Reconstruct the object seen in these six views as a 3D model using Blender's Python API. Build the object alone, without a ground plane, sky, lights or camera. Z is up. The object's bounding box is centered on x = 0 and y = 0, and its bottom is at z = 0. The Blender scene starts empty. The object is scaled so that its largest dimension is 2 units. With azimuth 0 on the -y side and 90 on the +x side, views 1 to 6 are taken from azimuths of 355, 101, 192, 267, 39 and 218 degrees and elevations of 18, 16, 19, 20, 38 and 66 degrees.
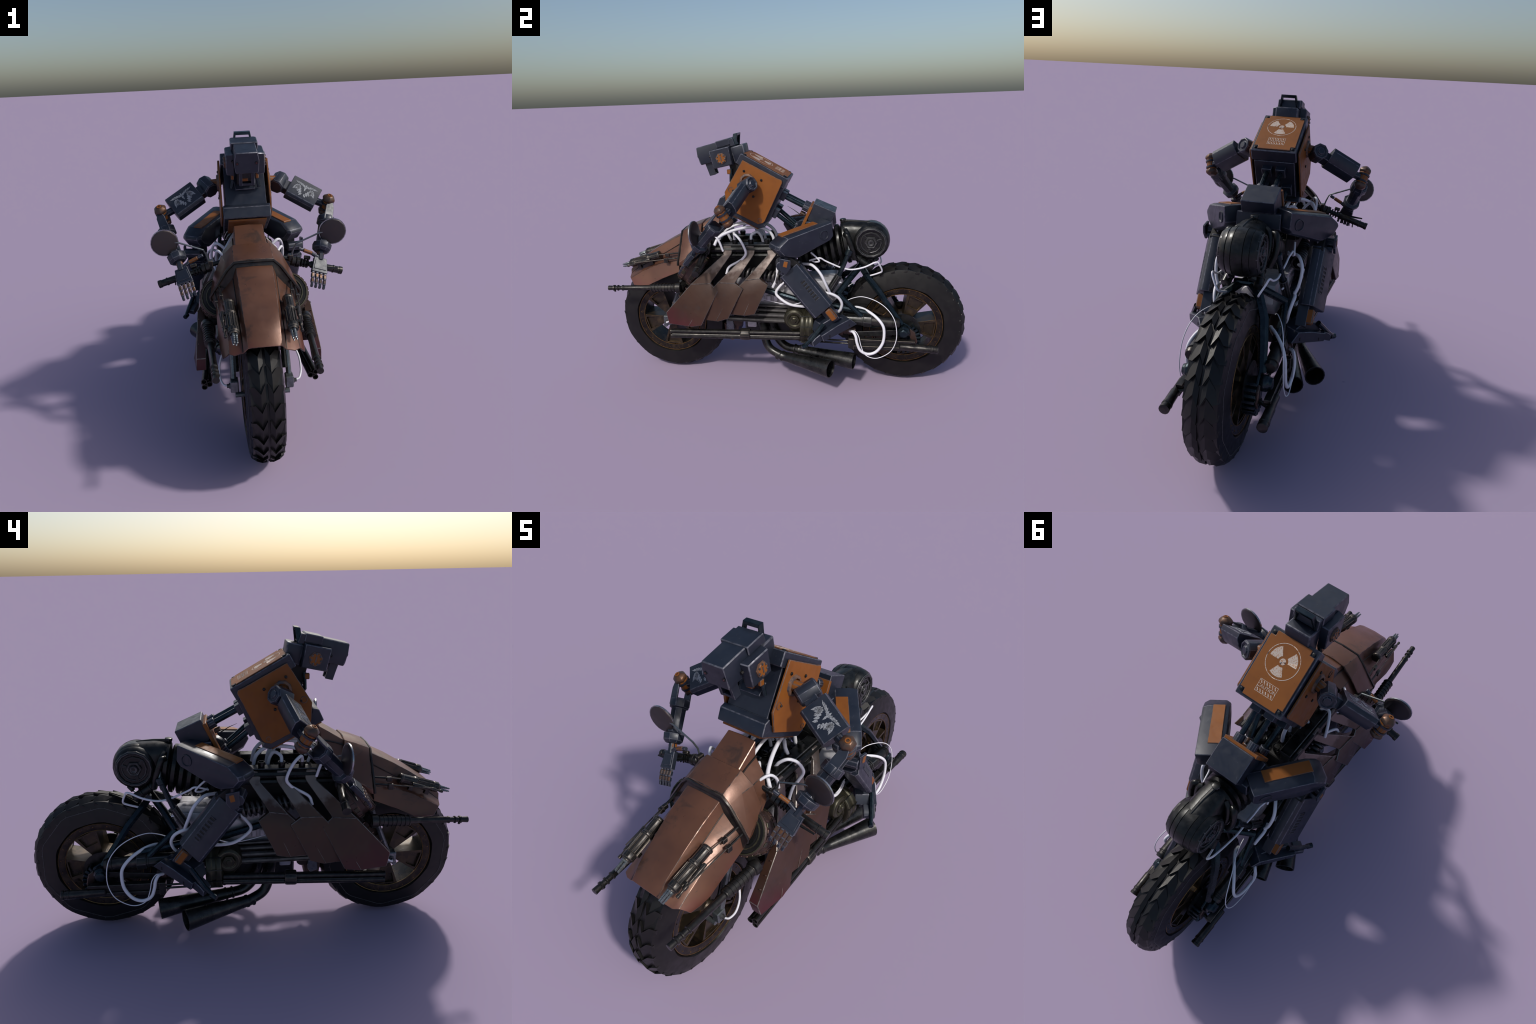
import bpy, bmesh, math, random
from mathutils import Vector, Matrix
random.seed(7)
V = Vector
PI = math.pi

# ------------------------------------------------------------------ materials
def new_mat(name):
    m = bpy.data.materials.new(name)
    m.use_nodes = True
    nt = m.node_tree
    b = nt.nodes["Principled BSDF"]
    return m, nt, b

def noise(nt, scale, detail=4, rough=.55, vec=None, dist=0.0):
    n = nt.nodes.new("ShaderNodeTexNoise")
    n.inputs["Scale"].default_value = scale
    n.inputs["Detail"].default_value = detail
    n.inputs["Roughness"].default_value = rough
    n.inputs["Distortion"].default_value = dist
    if vec is not None:
        nt.links.new(vec, n.inputs["Vector"])
    return n.outputs["Fac"]

def ramp(nt, fac, lo, hi, a=0.0, b=1.0):
    r = nt.nodes.new("ShaderNodeMapRange")
    r.inputs["From Min"].default_value = lo
    r.inputs["From Max"].default_value = hi
    r.inputs["To Min"].default_value = a
    r.inputs["To Max"].default_value = b
    nt.links.new(fac, r.inputs["Value"])
    return r.outputs["Result"]

def mixc(nt, fac, a, b):
    m = nt.nodes.new("ShaderNodeMix")
    m.data_type = 'RGBA'
    if isinstance(fac, float): m.inputs[0].default_value = fac
    else: nt.links.new(fac, m.inputs[0])
    for sock, v in ((m.inputs[6], a), (m.inputs[7], b)):
        if isinstance(v, tuple): sock.default_value = (*v, 1)
        else: nt.links.new(v, sock)
    return m.outputs[2]

def coords(nt, scale=(1, 1, 1), rot=(0, 0, 0)):
    t = nt.nodes.new("ShaderNodeTexCoord")
    mp = nt.nodes.new("ShaderNodeMapping")
    mp.inputs["Scale"].default_value = scale
    mp.inputs["Rotation"].default_value = rot
    nt.links.new(t.outputs["Object"], mp.inputs["Vector"])
    return mp.outputs["Vector"]

def worn(name, base, second, rough=.45, metal=.3, scale=18, lo=.45, hi=.7, spots=None, bump=.15,
         spec=.5, scratch=None, coat=0.0):
    """painted / bare metal: base colour with cloudy second colour, fine spots, scratches, grain bump"""
    m, nt, b = new_mat(name)
    vec = coords(nt)
    col = mixc(nt, ramp(nt, noise(nt, scale, 6, .6, vec), lo, hi), base, second)
    if spots:
        col = mixc(nt, ramp(nt, noise(nt, 140, 3, .6, vec), .66, .74, 0, .8), col, spots)
    if scratch:
        sv = coords(nt, (60, 9, 60), (.5, .3, .6))
        col = mixc(nt, ramp(nt, noise(nt, 3, 3, .5, sv), .68, .73, 0, .7), col, scratch)
    nt.links.new(col, b.inputs["Base Color"])
    nt.links.new(ramp(nt, noise(nt, 30, 5, .6, vec), .3, .7, rough - .1, rough + .12), b.inputs["Roughness"])
    b.inputs["Metallic"].default_value = metal
    b.inputs["Specular IOR Level"].default_value = spec
    if coat:
        b.inputs["Coat Weight"].default_value = coat
        b.inputs["Coat Roughness"].default_value = .15
    if bump:
        bp = nt.nodes.new("ShaderNodeBump")
        bp.inputs["Strength"].default_value = bump
        bp.inputs["Distance"].default_value = .002
        nt.links.new(noise(nt, 90, 4, .6, vec), bp.inputs["Height"])
        nt.links.new(bp.outputs["Normal"], b.inputs["Normal"])
    return m

M = {}
M['armor'] = worn('blue_black_armor', (.013, .0175, .030), (.020, .025, .038), .40, .15, 14, bump=.07, scratch=(.06, .065, .08))
M['armor_edge'] = worn('worn_armor_edge', (.115, .118, .145), (.04, .044, .06), .45, .35, 60, .42, .62)
M['piston'] = worn('blued_steel', (.012, .022, .030), (.03, .042, .05), .25, .7, 25)
M['orange'] = worn('orange_paint', (.215, .070, .010), (.175, .055, .009), .55, .0, 8, spots=(.12, .04, .01), bump=.1, spec=.3)
M['orange_edge'] = worn('worn_orange_edge', (.16, .085, .05), (.06, .05, .055), .5, .2, 50, .45, .6)
M['bronze'] = worn('tarnished_bronze_cap', (.075, .052, .043), (.15, .062, .022), .38, .5, 35)
M['copper'] = None
M['gun'] = worn('gun_metal', (.030, .029, .029), (.06, .055, .05), .34, .75, 40)
M['gun_edge'] = worn('worn_gun_edge', (.11, .094, .08), (.05, .045, .04), .4, .7, 60)
M['black'] = worn('oily_black_metal', (.011, .012, .012), (.025, .026, .026), .32, .5, 30)
M['black_edge'] = worn('rubbed_black_edge', (.09, .09, .095), (.03, .03, .03), .4, .5, 60)
M['dark'] = worn('dark_recess', (.006, .006, .007), (.012, .011, .011), .6, .2, 30)
M['tyre'] = worn('tyre_rubber', (.0048, .0045, .0047), (.0085, .008, .0078), .42, .0, 20, spots=(.025, .023, .021), spec=.35)
M['tyre_line'] = worn('scuffed_rubber_line', (.10, .095, .10), (.03, .03, .03), .6, 0, 60)
M['rim'] = worn('black_rim', (.014, .011, .010), (.05, .035, .02), .3, .6, 35)
M['rim_edge'] = worn('bronze_rim_edge', (.22, .125, .045), (.07, .045, .02), .35, .8, 50)
M['spoke'] = worn('bronze_spoke', (.028, .021, .014), (.070, .046, .026), .36, .5, 30)
M['cable'] = worn('white_cable', (.74, .74, .79), (.68, .68, .74), .45, 0, 12, bump=.05)
M['engine'] = worn('bare_aluminium_casting', (.50, .49, .51), (.36, .35, .37), .42, .25, 30, bump=.4)
M['engine_dim'] = worn('dull_engine_metal', (.085, .08, .08), (.05, .047, .047), .38, .6, 30)
M['rust'] = worn('brown_rusted_plate', (.050, .028, .023), (.034, .019, .017), .45, .3, 20)
M['olive'] = worn('olive_drum_metal', (.034, .031, .019), (.020, .019, .014), .36, .5, 25)
M['olive_edge'] = worn('rubbed_olive_edge', (.085, .08, .052), (.04, .037, .024), .4, .6, 60)
M['exhaust'] = worn('exhaust_steel', (.028, .029, .030), (.06, .058, .056), .30, .75, 20, spots=(.12, .11, .11))
M['eye'] = worn('red_eye_glass', (.06, .004, .006), (.04, .003, .005), .2, 0, 10)
M['mirror'] = worn('mirror_back', (.040, .034, .036), (.055, .038, .036), .4, .4, 12)
M['mirror_rim'] = worn('bright_mirror_rim', (.35, .36, .38), (.15, .15, .16), .25, .9, 30)
M['fork'] = worn('fork_steel', (.16, .18, .19), (.08, .09, .095), .3, .75, 30)
M['paint'] = worn('worn_white_stencil', (.50, .42, .36), (.36, .14, .035), .6, 0, 260, .52, .60, bump=0)
M['paint_arm'] = worn('worn_grey_emblem', (.26, .275, .30), (.04, .045, .06), .6, 0, 200, .5, .66, bump=0)
M['sac'] = worn('scratched_mark', (.15, .10, .085), (.08, .045, .035), .4, .4, 60)

def copper_material():
    m, nt, b = new_mat('copper_brown_paint')
    vec = coords(nt)
    col = mixc(nt, ramp(nt, noise(nt, 5, 5, .55, vec), .4, .65), (.138, .061, .036), (.105, .047, .030))
    # grime blotches
    col = mixc(nt, ramp(nt, noise(nt, 9, 8, .7, vec, .6), .56, .68, 0, .7), col, (.040, .028, .024))
    # crimson stain low on the flanks, from the wheel arch
    sep = nt.nodes.new("ShaderNodeSeparateXYZ"); nt.links.new(vec, sep.inputs[0])
    add = nt.nodes.new("ShaderNodeMath"); add.operation = 'ADD'
    nt.links.new(ramp(nt, sep.outputs["Z"], .68, .57), add.inputs[0])
    nt.links.new(ramp(nt, noise(nt, 7, 4, .6, vec), .3, .7, -.5, .4), add.inputs[1])
    col = mixc(nt, ramp(nt, add.outputs[0], .35, .9, 0, .6), col, (.13, .038, .034))
    sv = coords(nt, (50, 6, 50), (.4, .2, .3))
    col = mixc(nt, ramp(nt, noise(nt, 3, 3, .5, sv), .69, .73, 0, .6), col, (.05, .035, .03))
    nt.links.new(col, b.inputs["Base Color"])
    nt.links.new(ramp(nt, noise(nt, 12, 5, .6, vec), .3, .7, .26, .46), b.inputs["Roughness"])
    b.inputs["Metallic"].default_value = .32
    bp = nt.nodes.new("ShaderNodeBump"); bp.inputs["Strength"].default_value = .12
    bp.inputs["Distance"].default_value = .003
    nt.links.new(noise(nt, 40, 5, .6, vec), bp.inputs["Height"])
    nt.links.new(bp.outputs["Normal"], b.inputs["Normal"])
    return m
M['copper'] = copper_material()
M['copper_edge'] = worn('rubbed_copper_edge', (.20, .115, .085), (.05, .04, .036), .3, .6, 25, .42, .6)
M['copper_dirt'] = worn('grimy_black_rim', (.028, .025, .024), (.06, .045, .038), .35, .6, 30)

def blade_material():
    m, nt, b = new_mat('brown_blade_paint')
    vec = coords(nt)
    col = mixc(nt, ramp(nt, noise(nt, 8, 6, .6, vec), .4, .7), (.050, .024, .0155), (.038, .018, .0125))
    col = mixc(nt, ramp(nt, noise(nt, 16, 6, .7, vec), .62, .72, 0, .6), col, (.035, .03, .03))
    # crimson tips: lower and further forward
    sep = nt.nodes.new("ShaderNodeSeparateXYZ"); nt.links.new(vec, sep.inputs[0])
    s1 = nt.nodes.new("ShaderNodeMath"); s1.operation = 'MULTIPLY_ADD'
    nt.links.new(sep.outputs["Y"], s1.inputs[0]); s1.inputs[1].default_value = .42
    nt.links.new(sep.outputs["Z"], s1.inputs[2])
    add = nt.nodes.new("ShaderNodeMath"); add.operation = 'ADD'
    nt.links.new(ramp(nt, s1.outputs[0], .30, .15), add.inputs[0])
    nt.links.new(ramp(nt, noise(nt, 10, 4, .6, vec), .3, .7, -.3, .3), add.inputs[1])
    col = mixc(nt, ramp(nt, add.outputs[0], .2, .9, 0, .9), col, (.058, .010, .014))
    # bare metal showing on the upper arms
    add2 = nt.nodes.new("ShaderNodeMath"); add2.operation = 'ADD'
    nt.links.new(ramp(nt, sep.outputs["Z"], .62, .70), add2.inputs[0])
    nt.links.new(ramp(nt, noise(nt, 14, 5, .6, vec), .3, .7, -.4, .4), add2.inputs[1])
    col = mixc(nt, ramp(nt, add2.outputs[0], .5, .9, 0, .8), col, (.17, .145, .135))
    nt.links.new(col, b.inputs["Base Color"])
    nt.links.new(ramp(nt, noise(nt, 22, 5, .6, vec), .3, .7, .26, .45), b.inputs["Roughness"])
    nt.links.new(ramp(nt, add2.outputs[0], .5, .9, .12, .75), b.inputs["Metallic"])
    b.inputs["Specular IOR Level"].default_value = .35
    bp = nt.nodes.new("ShaderNodeBump"); bp.inputs["Strength"].default_value = .15
    bp.inputs["Distance"].default_value = .003
    nt.links.new(noise(nt, 60, 5, .6, vec), bp.inputs["Height"])
    nt.links.new(bp.outputs["Normal"], b.inputs["Normal"])
    return m
M['blade'] = blade_material()
M['blade_edge'] = worn('rubbed_blade_edge', (.20, .18, .165), (.05, .045, .042), .35, .6, 50)
EDGE = {'armor': 'armor_edge', 'orange': 'orange_edge', 'gun': 'gun_edge', 'black': 'black_edge', 'rim': 'rim_edge',
        'spoke': 'rim_edge', 'olive': 'olive_edge', 'copper': 'copper_edge', 'blade': 'blade_edge', 'rust': 'copper_edge'}

# ------------------------------------------------------------------ helpers
COLL = bpy.context.scene.collection
PAIRS = []

def empty(name, label, category):
    o = bpy.data.objects.new(name, None)
    o["label"] = label
    o["category"] = category
    COLL.objects.link(o)
    return o

def finish(name, bm, mat, parent, pair=False, bevel=0.0, smooth=32, min_angle=24, segs=1):
    bmesh.ops.remove_doubles(bm, verts=bm.verts, dist=1e-5)
    bmesh.ops.recalc_face_normals(bm, faces=bm.faces)
    if bevel:
        es = [e for e in bm.edges if len(e.link_faces) == 2 and e.calc_face_angle(0) > math.radians(min_angle)]
        if es:
            bmesh.ops.bevel(bm, geom=es, offset=bevel, segments=segs, profile=.5, affect='EDGES', material=1, clamp_overlap=True)
    me = bpy.data.meshes.new(name)
    bm.to_mesh(me); bm.free()
    me.materials.append(M[mat])
    me.materials.append(M[EDGE.get(mat, mat)])
    for p in me.polygons: p.use_smooth = True
    me.set_sharp_from_angle(angle=math.radians(smooth))
    o = bpy.data.objects.new(name, me)
    COLL.objects.link(o)
    o.parent = parent
    if pair: PAIRS.append(o)
    return o

def add_faces(bm, verts, faces):
    vs = [bm.verts.new(v) for v in verts]
    for f in faces:
        try: bm.faces.new([vs[i] for i in f])
        except ValueError: pass
    return vs

def prism_into(bm, base, shift):
    n = len(base)
    vs = list(base) + [p + shift for p in base]
    add_faces(bm, vs, [list(range(n))[::-1], list(range(n, 2 * n))] +
              [[i, (i + 1) % n, n + (i + 1) % n, n + i] for i in range(n)])

def prism(name, base, shift, mat, parent, pair=False, bevel=.002, **k):
    bm = bmesh.new()
    prism_into(bm, [V(p) for p in base], V(shift))
    return finish(name, bm, mat, parent, pair, bevel, **k)

def side(name, yz, x0, x1, mat, parent, pair=False, bevel=.002, **k):
    return prism(name, [(x0, y, z) for y, z in yz], (x1 - x0, 0, 0), mat, parent, pair, bevel, **k)

def frame(axis, up=(0, 0, 1)):
    a = V(axis).normalized(); u = V(up)
    if abs(a.dot(u.normalized())) > .98: u = V((0, 1, 0))
    r = a.cross(u).normalized(); u = r.cross(a).normalized()
    return a, r, u

def box_into(bm, c, size, axes=None):
    c = V(c); X, Y, Z = axes if axes else (V((1, 0, 0)), V((0, 1, 0)), V((0, 0, 1)))
    h = [s / 2 for s in size]
    base = [c - Z * h[2] + X * (sx * h[0]) + Y * (sy * h[1]) for sx, sy in ((-1, -1), (1, -1), (1, 1), (-1, 1))]
    prism_into(bm, base, Z * size[2])

def box(name, c, size, mat, parent, pair=False, bevel=.002, axes=None, **k):
    bm = bmesh.new(); box_into(bm, c, size, axes)
    return finish(name, bm, mat, parent, pair, bevel, **k)

def revolve_into(bm, prof, O, axis, sides=16, up=(0, 0, 1), phase=0.0, arc=None, scale=(1, 1)):
    a, r, u = frame(axis, up); O = V(O)
    rings = []
    for d, rad in prof:
        if rad < 1e-6:
            rings.append([bm.verts.new(O + a * d)])
        else:
            rings.append([bm.verts.new(O + a * d + (r * math.cos(t) * scale[0] + u * math.sin(t) * scale[1]) * rad)
                          for t in (phase + 2 * PI * i / sides for i in range(sides))])
    for A, B in zip(rings, rings[1:]):
        for i in range(sides):
            j = (i + 1) % sides
            q = [A[i % len(A)], A[j % len(A)], B[j % len(B)], B[i % len(B)]]
            q = [v for k, v in enumerate(q) if v not in q[:k]]
            if len(q) > 2: bm.faces.new(q)
    for R in (rings[0], rings[-1]):
        if len(R) > 2 and prof[0] != prof[-1]: bm.faces.new(R)

def revolve(name, prof, O, axis, mat, parent, pair=False, sides=16, up=(0, 0, 1), phase=0.0, bevel=0, scale=(1, 1), **k):
    bm = bmesh.new(); revolve_into(bm, prof, O, axis, sides, up, phase, scale=scale)
    return finish(name, bm, mat, parent, pair, bevel, **k)

def spline(pts, n=8):
    pts = [V(p) for p in pts]
    if len(pts) < 3: return pts
    P = [2 * pts[0] - pts[1]] + pts + [2 * pts[-1] - pts[-2]]
    out = []
    for i in range(1, len(P) - 2):
        p0, p1, p2, p3 = P[i - 1:i + 3]
        for k in range(n):
            t = k / n
            out.append(.5 * ((2 * p1) + (p2 - p0) * t + (2 * p0 - 5 * p1 + 4 * p2 - p3) * t * t + (3 * p1 - p0 - 3 * p2 + p3) * t ** 3))
    out.append(pts[-1])
    return out

def tube_into(bm, pts, r, sides=8, flat=(1, 1), up=(.12, .3, 1)):
    pts = [V(p) for p in pts]; n = len(pts)
    rs = r if isinstance(r, (list, tuple)) else [r] * n
    rings = []; U = None
    for i, p in enumerate(pts):
        d = (pts[min(i + 1, n - 1)] - pts[max(i - 1, 0)])
        d = d.normalized() if d.length > 1e-9 else V((0, 0, 1))
        if U is None: _, R, U = frame(d, up)
        else:
            U = (U - d * U.dot(d))
            U = U.normalized() if U.length > 1e-6 else frame(d)[2]
            R = d.cross(U)
        rings.append([bm.verts.new(p + (R * math.cos(t) * flat[0] + U * math.sin(t) * flat[1]) * rs[i])
                      for t in (2 * PI * (k + .5) / sides for k in range(sides))])
    for A, B in zip(rings, rings[1:]):
        for k in range(sides):
            bm.faces.new([A[k], A[(k + 1) % sides], B[(k + 1) % sides], B[k]])
    bm.faces.new(rings[0][::-1]); bm.faces.new(rings[-1])

def tube(name, pts, r, mat, parent, pair=False, sides=8, curve=False, bevel=0, flat=(1, 1), up=(.12, .3, 1), **k):
    bm = bmesh.new()
    tube_into(bm, spline(pts) if curve else pts, r, sides, flat, up)
    return finish(name, bm, mat, parent, pair, bevel, **k)

def rod(name, a, b, r, mat, parent, pair=False, sides=12, r2=None, bevel=0, **k):
    a = V(a); b = V(b)
    return revolve(name, [(0, r), ((b - a).length, r2 if r2 else r)], a, b - a, mat, parent, pair, sides, bevel=bevel, **k)

def turned(name, a, b, prof, mat, parent, pair=False, sides=14, bevel=0, **k):
    """lathe part between two points; prof = (fraction of length, radius)"""
    a = V(a); b = V(b); L = (b - a).length
    return revolve(name, [(f * L, r) for f, r in prof], a, b - a, mat, parent, pair, sides, bevel=bevel, **k)

def coil(name, a, b, R, r, turns, mat, parent, pair=False):
    a = V(a); b = V(b); ax, rr, u = frame(b - a); L = (b - a).length
    N = turns * 12
    return tube(name, [a + ax * (L * i / N) + (rr * math.cos(2 * PI * i / 12) + u * math.sin(2 * PI * i / 12)) * R for i in range(N + 1)],
                r, mat, parent, pair, sides=6, smooth=60)

def sheet(name, rows, thick, mat, parent, bevel=.0015, whole=True, pair=False, **k):
    """bent plate lofted through rows of points; whole = mirrored across x=0"""
    bm = bmesh.new(); grid = []
    for row in rows:
        row = [V(p) for p in row]
        if whole: row = [V((-p.x, p.y, p.z)) for p in row[:0:-1]] + row
        grid.append([bm.verts.new(p) for p in row])
    fs = []
    for A, B in zip(grid, grid[1:]):
        for i in range(len(A) - 1):
            fs.append(bm.faces.new([A[i], A[i + 1], B[i + 1], B[i]]))
    bmesh.ops.recalc_face_normals(bm, faces=fs)
    c = sum((f.normal.z * f.calc_area() for f in fs))
    if c < 0: bmesh.ops.reverse_faces(bm, faces=fs)
    bmesh.ops.solidify(bm, geom=bm.faces[:], thickness=thick)
    return finish(name, bm, mat, parent, pair, bevel, **k)

# ================================================================== ROBOT RIDER
robot = empty('robot', 'boxy blue-black robot with orange panels riding forward', 'robot')

# ---- torso -------------------------------------------------------------
TA, TN = V((0, .873, -.487)), V((0, .487, .873))       # along the back, out of the back
TO = V((0, -.197, 1.2915))
def tp(s, x, h=0.0): return TO + TA * s + V((x, 0, 0)) + TN * h

torso = side('torso', [(-.19, 1.245), (-.298, 1.056), (-.30, 1.0), (-.10, .905), (-.055, .93), (.022, 1.10)], -.096, .096, 'armor', robot)
back_lid = prism('back_lid', [tp(0, -.107), tp(.285, -.107), tp(.285, .107), tp(0, .107)], TN * -.058, 'armor', torso, bevel=.0036)
prism('chest_bar', [(-.11, -.297, 1.062), (-.11, -.324, 1.055), (-.11, -.346, 1.008), (-.11, -.115, .886), (-.11, -.078, .897), (-.11, -.10, .94), (-.11, -.29, 1.03)], (.22, 0, 0), 'armor', torso, bevel=.003)
prism('belly_plate', [(-.09, -.335, 1.000), (.09, -.335, 1.000), (.09, -.12, .886), (-.09, -.12, .886)], (0, -.004, -.008), 'orange', torso, bevel=.001)
# orange back plate with corner notches, bolts, stencils
def notch(s0, s1, x0, x1, c, h):
    out = []
    for (s, x, ds, dx) in ((s0, x0, 1, 1), (s1, x0, -1, 1), (s1, x1, -1, -1), (s0, x1, 1, -1)):
        a, b, d = (s + ds * c, x), (s + ds * c, x + dx * c), (s, x + dx * c)
        seq = (d, b, a) if (ds == dx) else (a, b, d)
        out += [tp(p[0], p[1], h) for p in seq]
    return out
bp_pts = notch(.010, .275, -.098, .098, .021, .0)
prism('back_plate', bp_pts, TN * .005, 'orange', torso, bevel=.0018)
for s in (.022, .263):
    for x in (-.087, .087):
        revolve('back_bolt', [(-.002, .0075), (.005, .0075), (.006, .005)], tp(s, x), TN, 'black', back_lid, sides=8)
# radiation trefoil
def flat_marks(name, polys, h0, thick, mat, parent, placer):
    bm = bmesh.new()
    for poly in polys:
        base = [placer(p[0], p[1], h0) for p in poly]
        n = (base[1] - base[0]).cross(base[2] - base[0]).normalized()
        prism_into(bm, base, (placer(0, 0, h0 + thick) - placer(0, 0, h0)))
    return finish(name, bm, mat, parent, False, 0)
CS, CX, CR = .100, .0, .069
def ring_quads(cs, cx, r0, r1, a0, a1, n):
    q = []
    for i in range(n):
        t0 = a0 + (a1 - a0) * i / n; t1 = a0 + (a1 - a0) * (i + 1) / n
        q.append([(cs + r0 * math.cos(t0), cx + r0 * math.sin(t0)), (cs + r1 * math.cos(t0), cx + r1 * math.sin(t0)),
                  (cs + r1 * math.cos(t1), cx + r1 * math.sin(t1)), (cs + r0 * math.cos(t1), cx + r0 * math.sin(t1))])
    return q
marks = ring_quads(CS, CX, .0665, .0690, 0, 2 * PI, 48)
for k in range(3):
    a = 2 * PI * k / 3
    marks += ring_quads(CS, CX, .021, .058, a - .50, a + .50, 6)
marks += ring_quads(CS, CX, .0001, .0125, 0, 2 * PI, 16)
flat_marks('radiation_sign', marks, .0049, .0006, 'paint', torso, lambda s, x, h: tp(s, x, h))
# caution box: frame, hatching, word
q = []
s0, s1, x0, x1, w = .190, .240, -.041, .041, .0018
q += [[(s0, x0), (s0 + w, x0), (s0 + w, x1), (s0, x1)], [(s1 - w, x0), (s1, x0), (s1, x1), (s1 - w, x1)],
      [(s0 + w, x0), (s1 - w, x0), (s1 - w, x0 + w), (s0 + w, x0 + w)], [(s0 + w, x1 - w), (s1 - w, x1 - w), (s1 - w, x1), (s0 + w, x1)]]
for (a, b) in ((s0 + .004, s0 + .0145), (s1 - .0145, s1 - .004)):
    for i in range(6):
        xx = x0 + .005 + i * .0125
        q.append([(a, xx + .006), (a, xx + .011), (b, xx + .005), (b, xx)])
flat_marks('caution_frame', q, .0049, .0006, 'paint', torso, lambda s, x, h: tp(s, x, h))
cu = bpy.data.curves.new('caution_word', 'FONT')
cu.body = "CAUTION"; cu.size = .0185; cu.align_x = 'CENTER'; cu.align_y = 'CENTER'; cu.extrude = .0004
cu.space_character = 1.0; cu.offset = .0001
tob = bpy.data.objects.new('caution_word_curve', cu)
COLL.objects.link(tob)
# seen from behind the rider: image-right is -x, reading up runs towards the head
tob.matrix_world = Matrix(((-1, 0, 0, 0), (0, -TA.y, TN.y, 0), (0, -TA.z, TN.z, 0), (0, 0, 0, 1)))
tob.matrix_world.translation = tp(.215, 0, .0052)
bpy.context.view_layer.update()
tm = bpy.data.meshes.new_from_object(tob.evaluated_get(bpy.context.evaluated_depsgraph_get()))
tm.transform(tob.matrix_world); tm.materials.clear(); tm.materials.append(M['paint'])
two = bpy.data.objects.new('caution_word', tm); COLL.objects.link(two); two.parent = torso
bpy.data.objects.remove(tob)
# orange side panels
side_panel = side('side_panel', [(-.186, 1.258), (.0, 1.158), (.020, 1.150), (.022, 1.137), (-.078, .930), (-.088, .920), (-.118, .914), (-.289, 1.003), (-.292, 1.09)], .111, .121, 'orange', torso, True, bevel=.0025)
for (y, z, r) in ((-.18, 1.201, .0065), (-.089, 1.152, .0065), (-.135, 1.065, .0065), (-.245, 1.098, .005)):
    revolve('panel_bolt', [(0, r), (.004, r), (.006, r * .6)], (.1205, y, z), (1, 0, 0), 'black', side_panel, True, sides=10)
for (y, z, r) in ((-.257, 1.103, .015), (-.106, .937, .0115)):
    revolve('panel_ring', [(0, r), (.002, r), (.002, r - .003), (0, r - .003), (0, r)], (.1208, y, z), (1, 0, 0), 'orange_edge', side_panel, True, sides=20)
revolve('shoulder_socket', [(0, .043), (.008, .040), (.010, .036), (.010, .030), (.0, .029), (0, .043)], (.1205, -.165, 1.146), (1, 0, 0), 'orange_edge', side_panel, True, sides=10)
rod('shoulder_axle', (.11, -.165, 1.146), (.185, -.155, 1.138), .024, 'orange', side_panel, True, sides=8, bevel=.003)
# rear struts' sockets
for (x, y, z, s) in ((.033, .004, 1.058, .046), (.057, -.038, .970, .050)):
    box('strut_socket', (x, y, z), (s, .05, s), 'armor', torso, True, axes=(V((1, 0, 0)), TA, TN), bevel=.002)
# ---- neck and head -------------------------------------------------------
HF, HU, HO = V((0, -.971, -.239)), V((0, -.239, .971)), V((0, -.31, 1.27))
def hp(f, u, x=0.0): return HO + HF * f + HU * u + V((x, 0, 0))
def hprism(name, fu, x0, x1, mat, parent, pair=False, bevel=.002, **k):
    return prism(name, [hp(f, u, x0) for f, u in fu], (x1 - x0, 0, 0), mat, parent, pair, bevel, **k)
neck = box('neck', (0, -.238, 1.205), (.075, .075, .10), 'dark', robot, bevel=.003, axes=(V((1, 0, 0)), HF, HU))
rod('neck_strut', (.052, -.268, 1.205), (.066, -.268, 1.135), .008, 'piston', neck, True, sides=8)
box('neck_bracket', (.058, -.277, 1.19), (.014, .022, .026), 'orange', neck, True, bevel=.003)
prism('neck_yoke', [(-.052, -.235, 1.165), (.052, -.235, 1.165), (.046, -.270, 1.122), (-.046, -.270, 1.122)], (0, -.008, .006), 'armor', neck, bevel=.002)
box('neck_block', (0, -.262, 1.165), (.032, .03, .04), 'orange', neck, bevel=.003)
bm = bmesh.new()
# visor: tapered hood with slightly bulged face
sec = [(-.053, .0), (-.055, .045), (-.049, .082), (.049, .082), (.055, .045), (.053, .0), (.050, -.014), (-.050, -.014)]
for f0, f1, k0, k1 in ((-.055, .132, 1.0, .98),):
    base = [hp(f0, u, x) for x, u in sec]; top = [hp(f1 + (.006 if .01 < u < .06 else 0), u, x * k1) for x, u in sec]
    n = len(sec)
    add_faces(bm, base + top, [list(range(n)), list(range(n, 2 * n))] + [[i, (i + 1) % n, n + (i + 1) % n, n + i] for i in range(n)])
head = finish('head', bm, 'armor', robot, bevel=.0036)
hprism('brow', [(-.060, .050), (.016, .050), (.016, .0865), (-.060, .0855)], -.061, .061, 'armor', head, bevel=.0036)
hprism('brow_step', [(-.085, .040), (-.058, .040), (-.058, .080), (-.080, .080)], -.056, .056, 'armor', head, bevel=.003)
hprism('skull', [(-.128, .036), (-.055, .036), (-.055, -.052), (-.10, -.045), (-.124, -.018)], -.055, .055, 'armor', head, bevel=.006, segs=2)
bm = bmesh.new()
vs = [hp(f, u, .052) for f, u in ((-.058, .048), (.062, .052), (.062, -.052), (-.053, -.056))] + \
     [hp(f, u, .087) for f, u in ((-.053, .044), (.056, .047), (.057, -.047), (-.049, -.051))]
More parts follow.
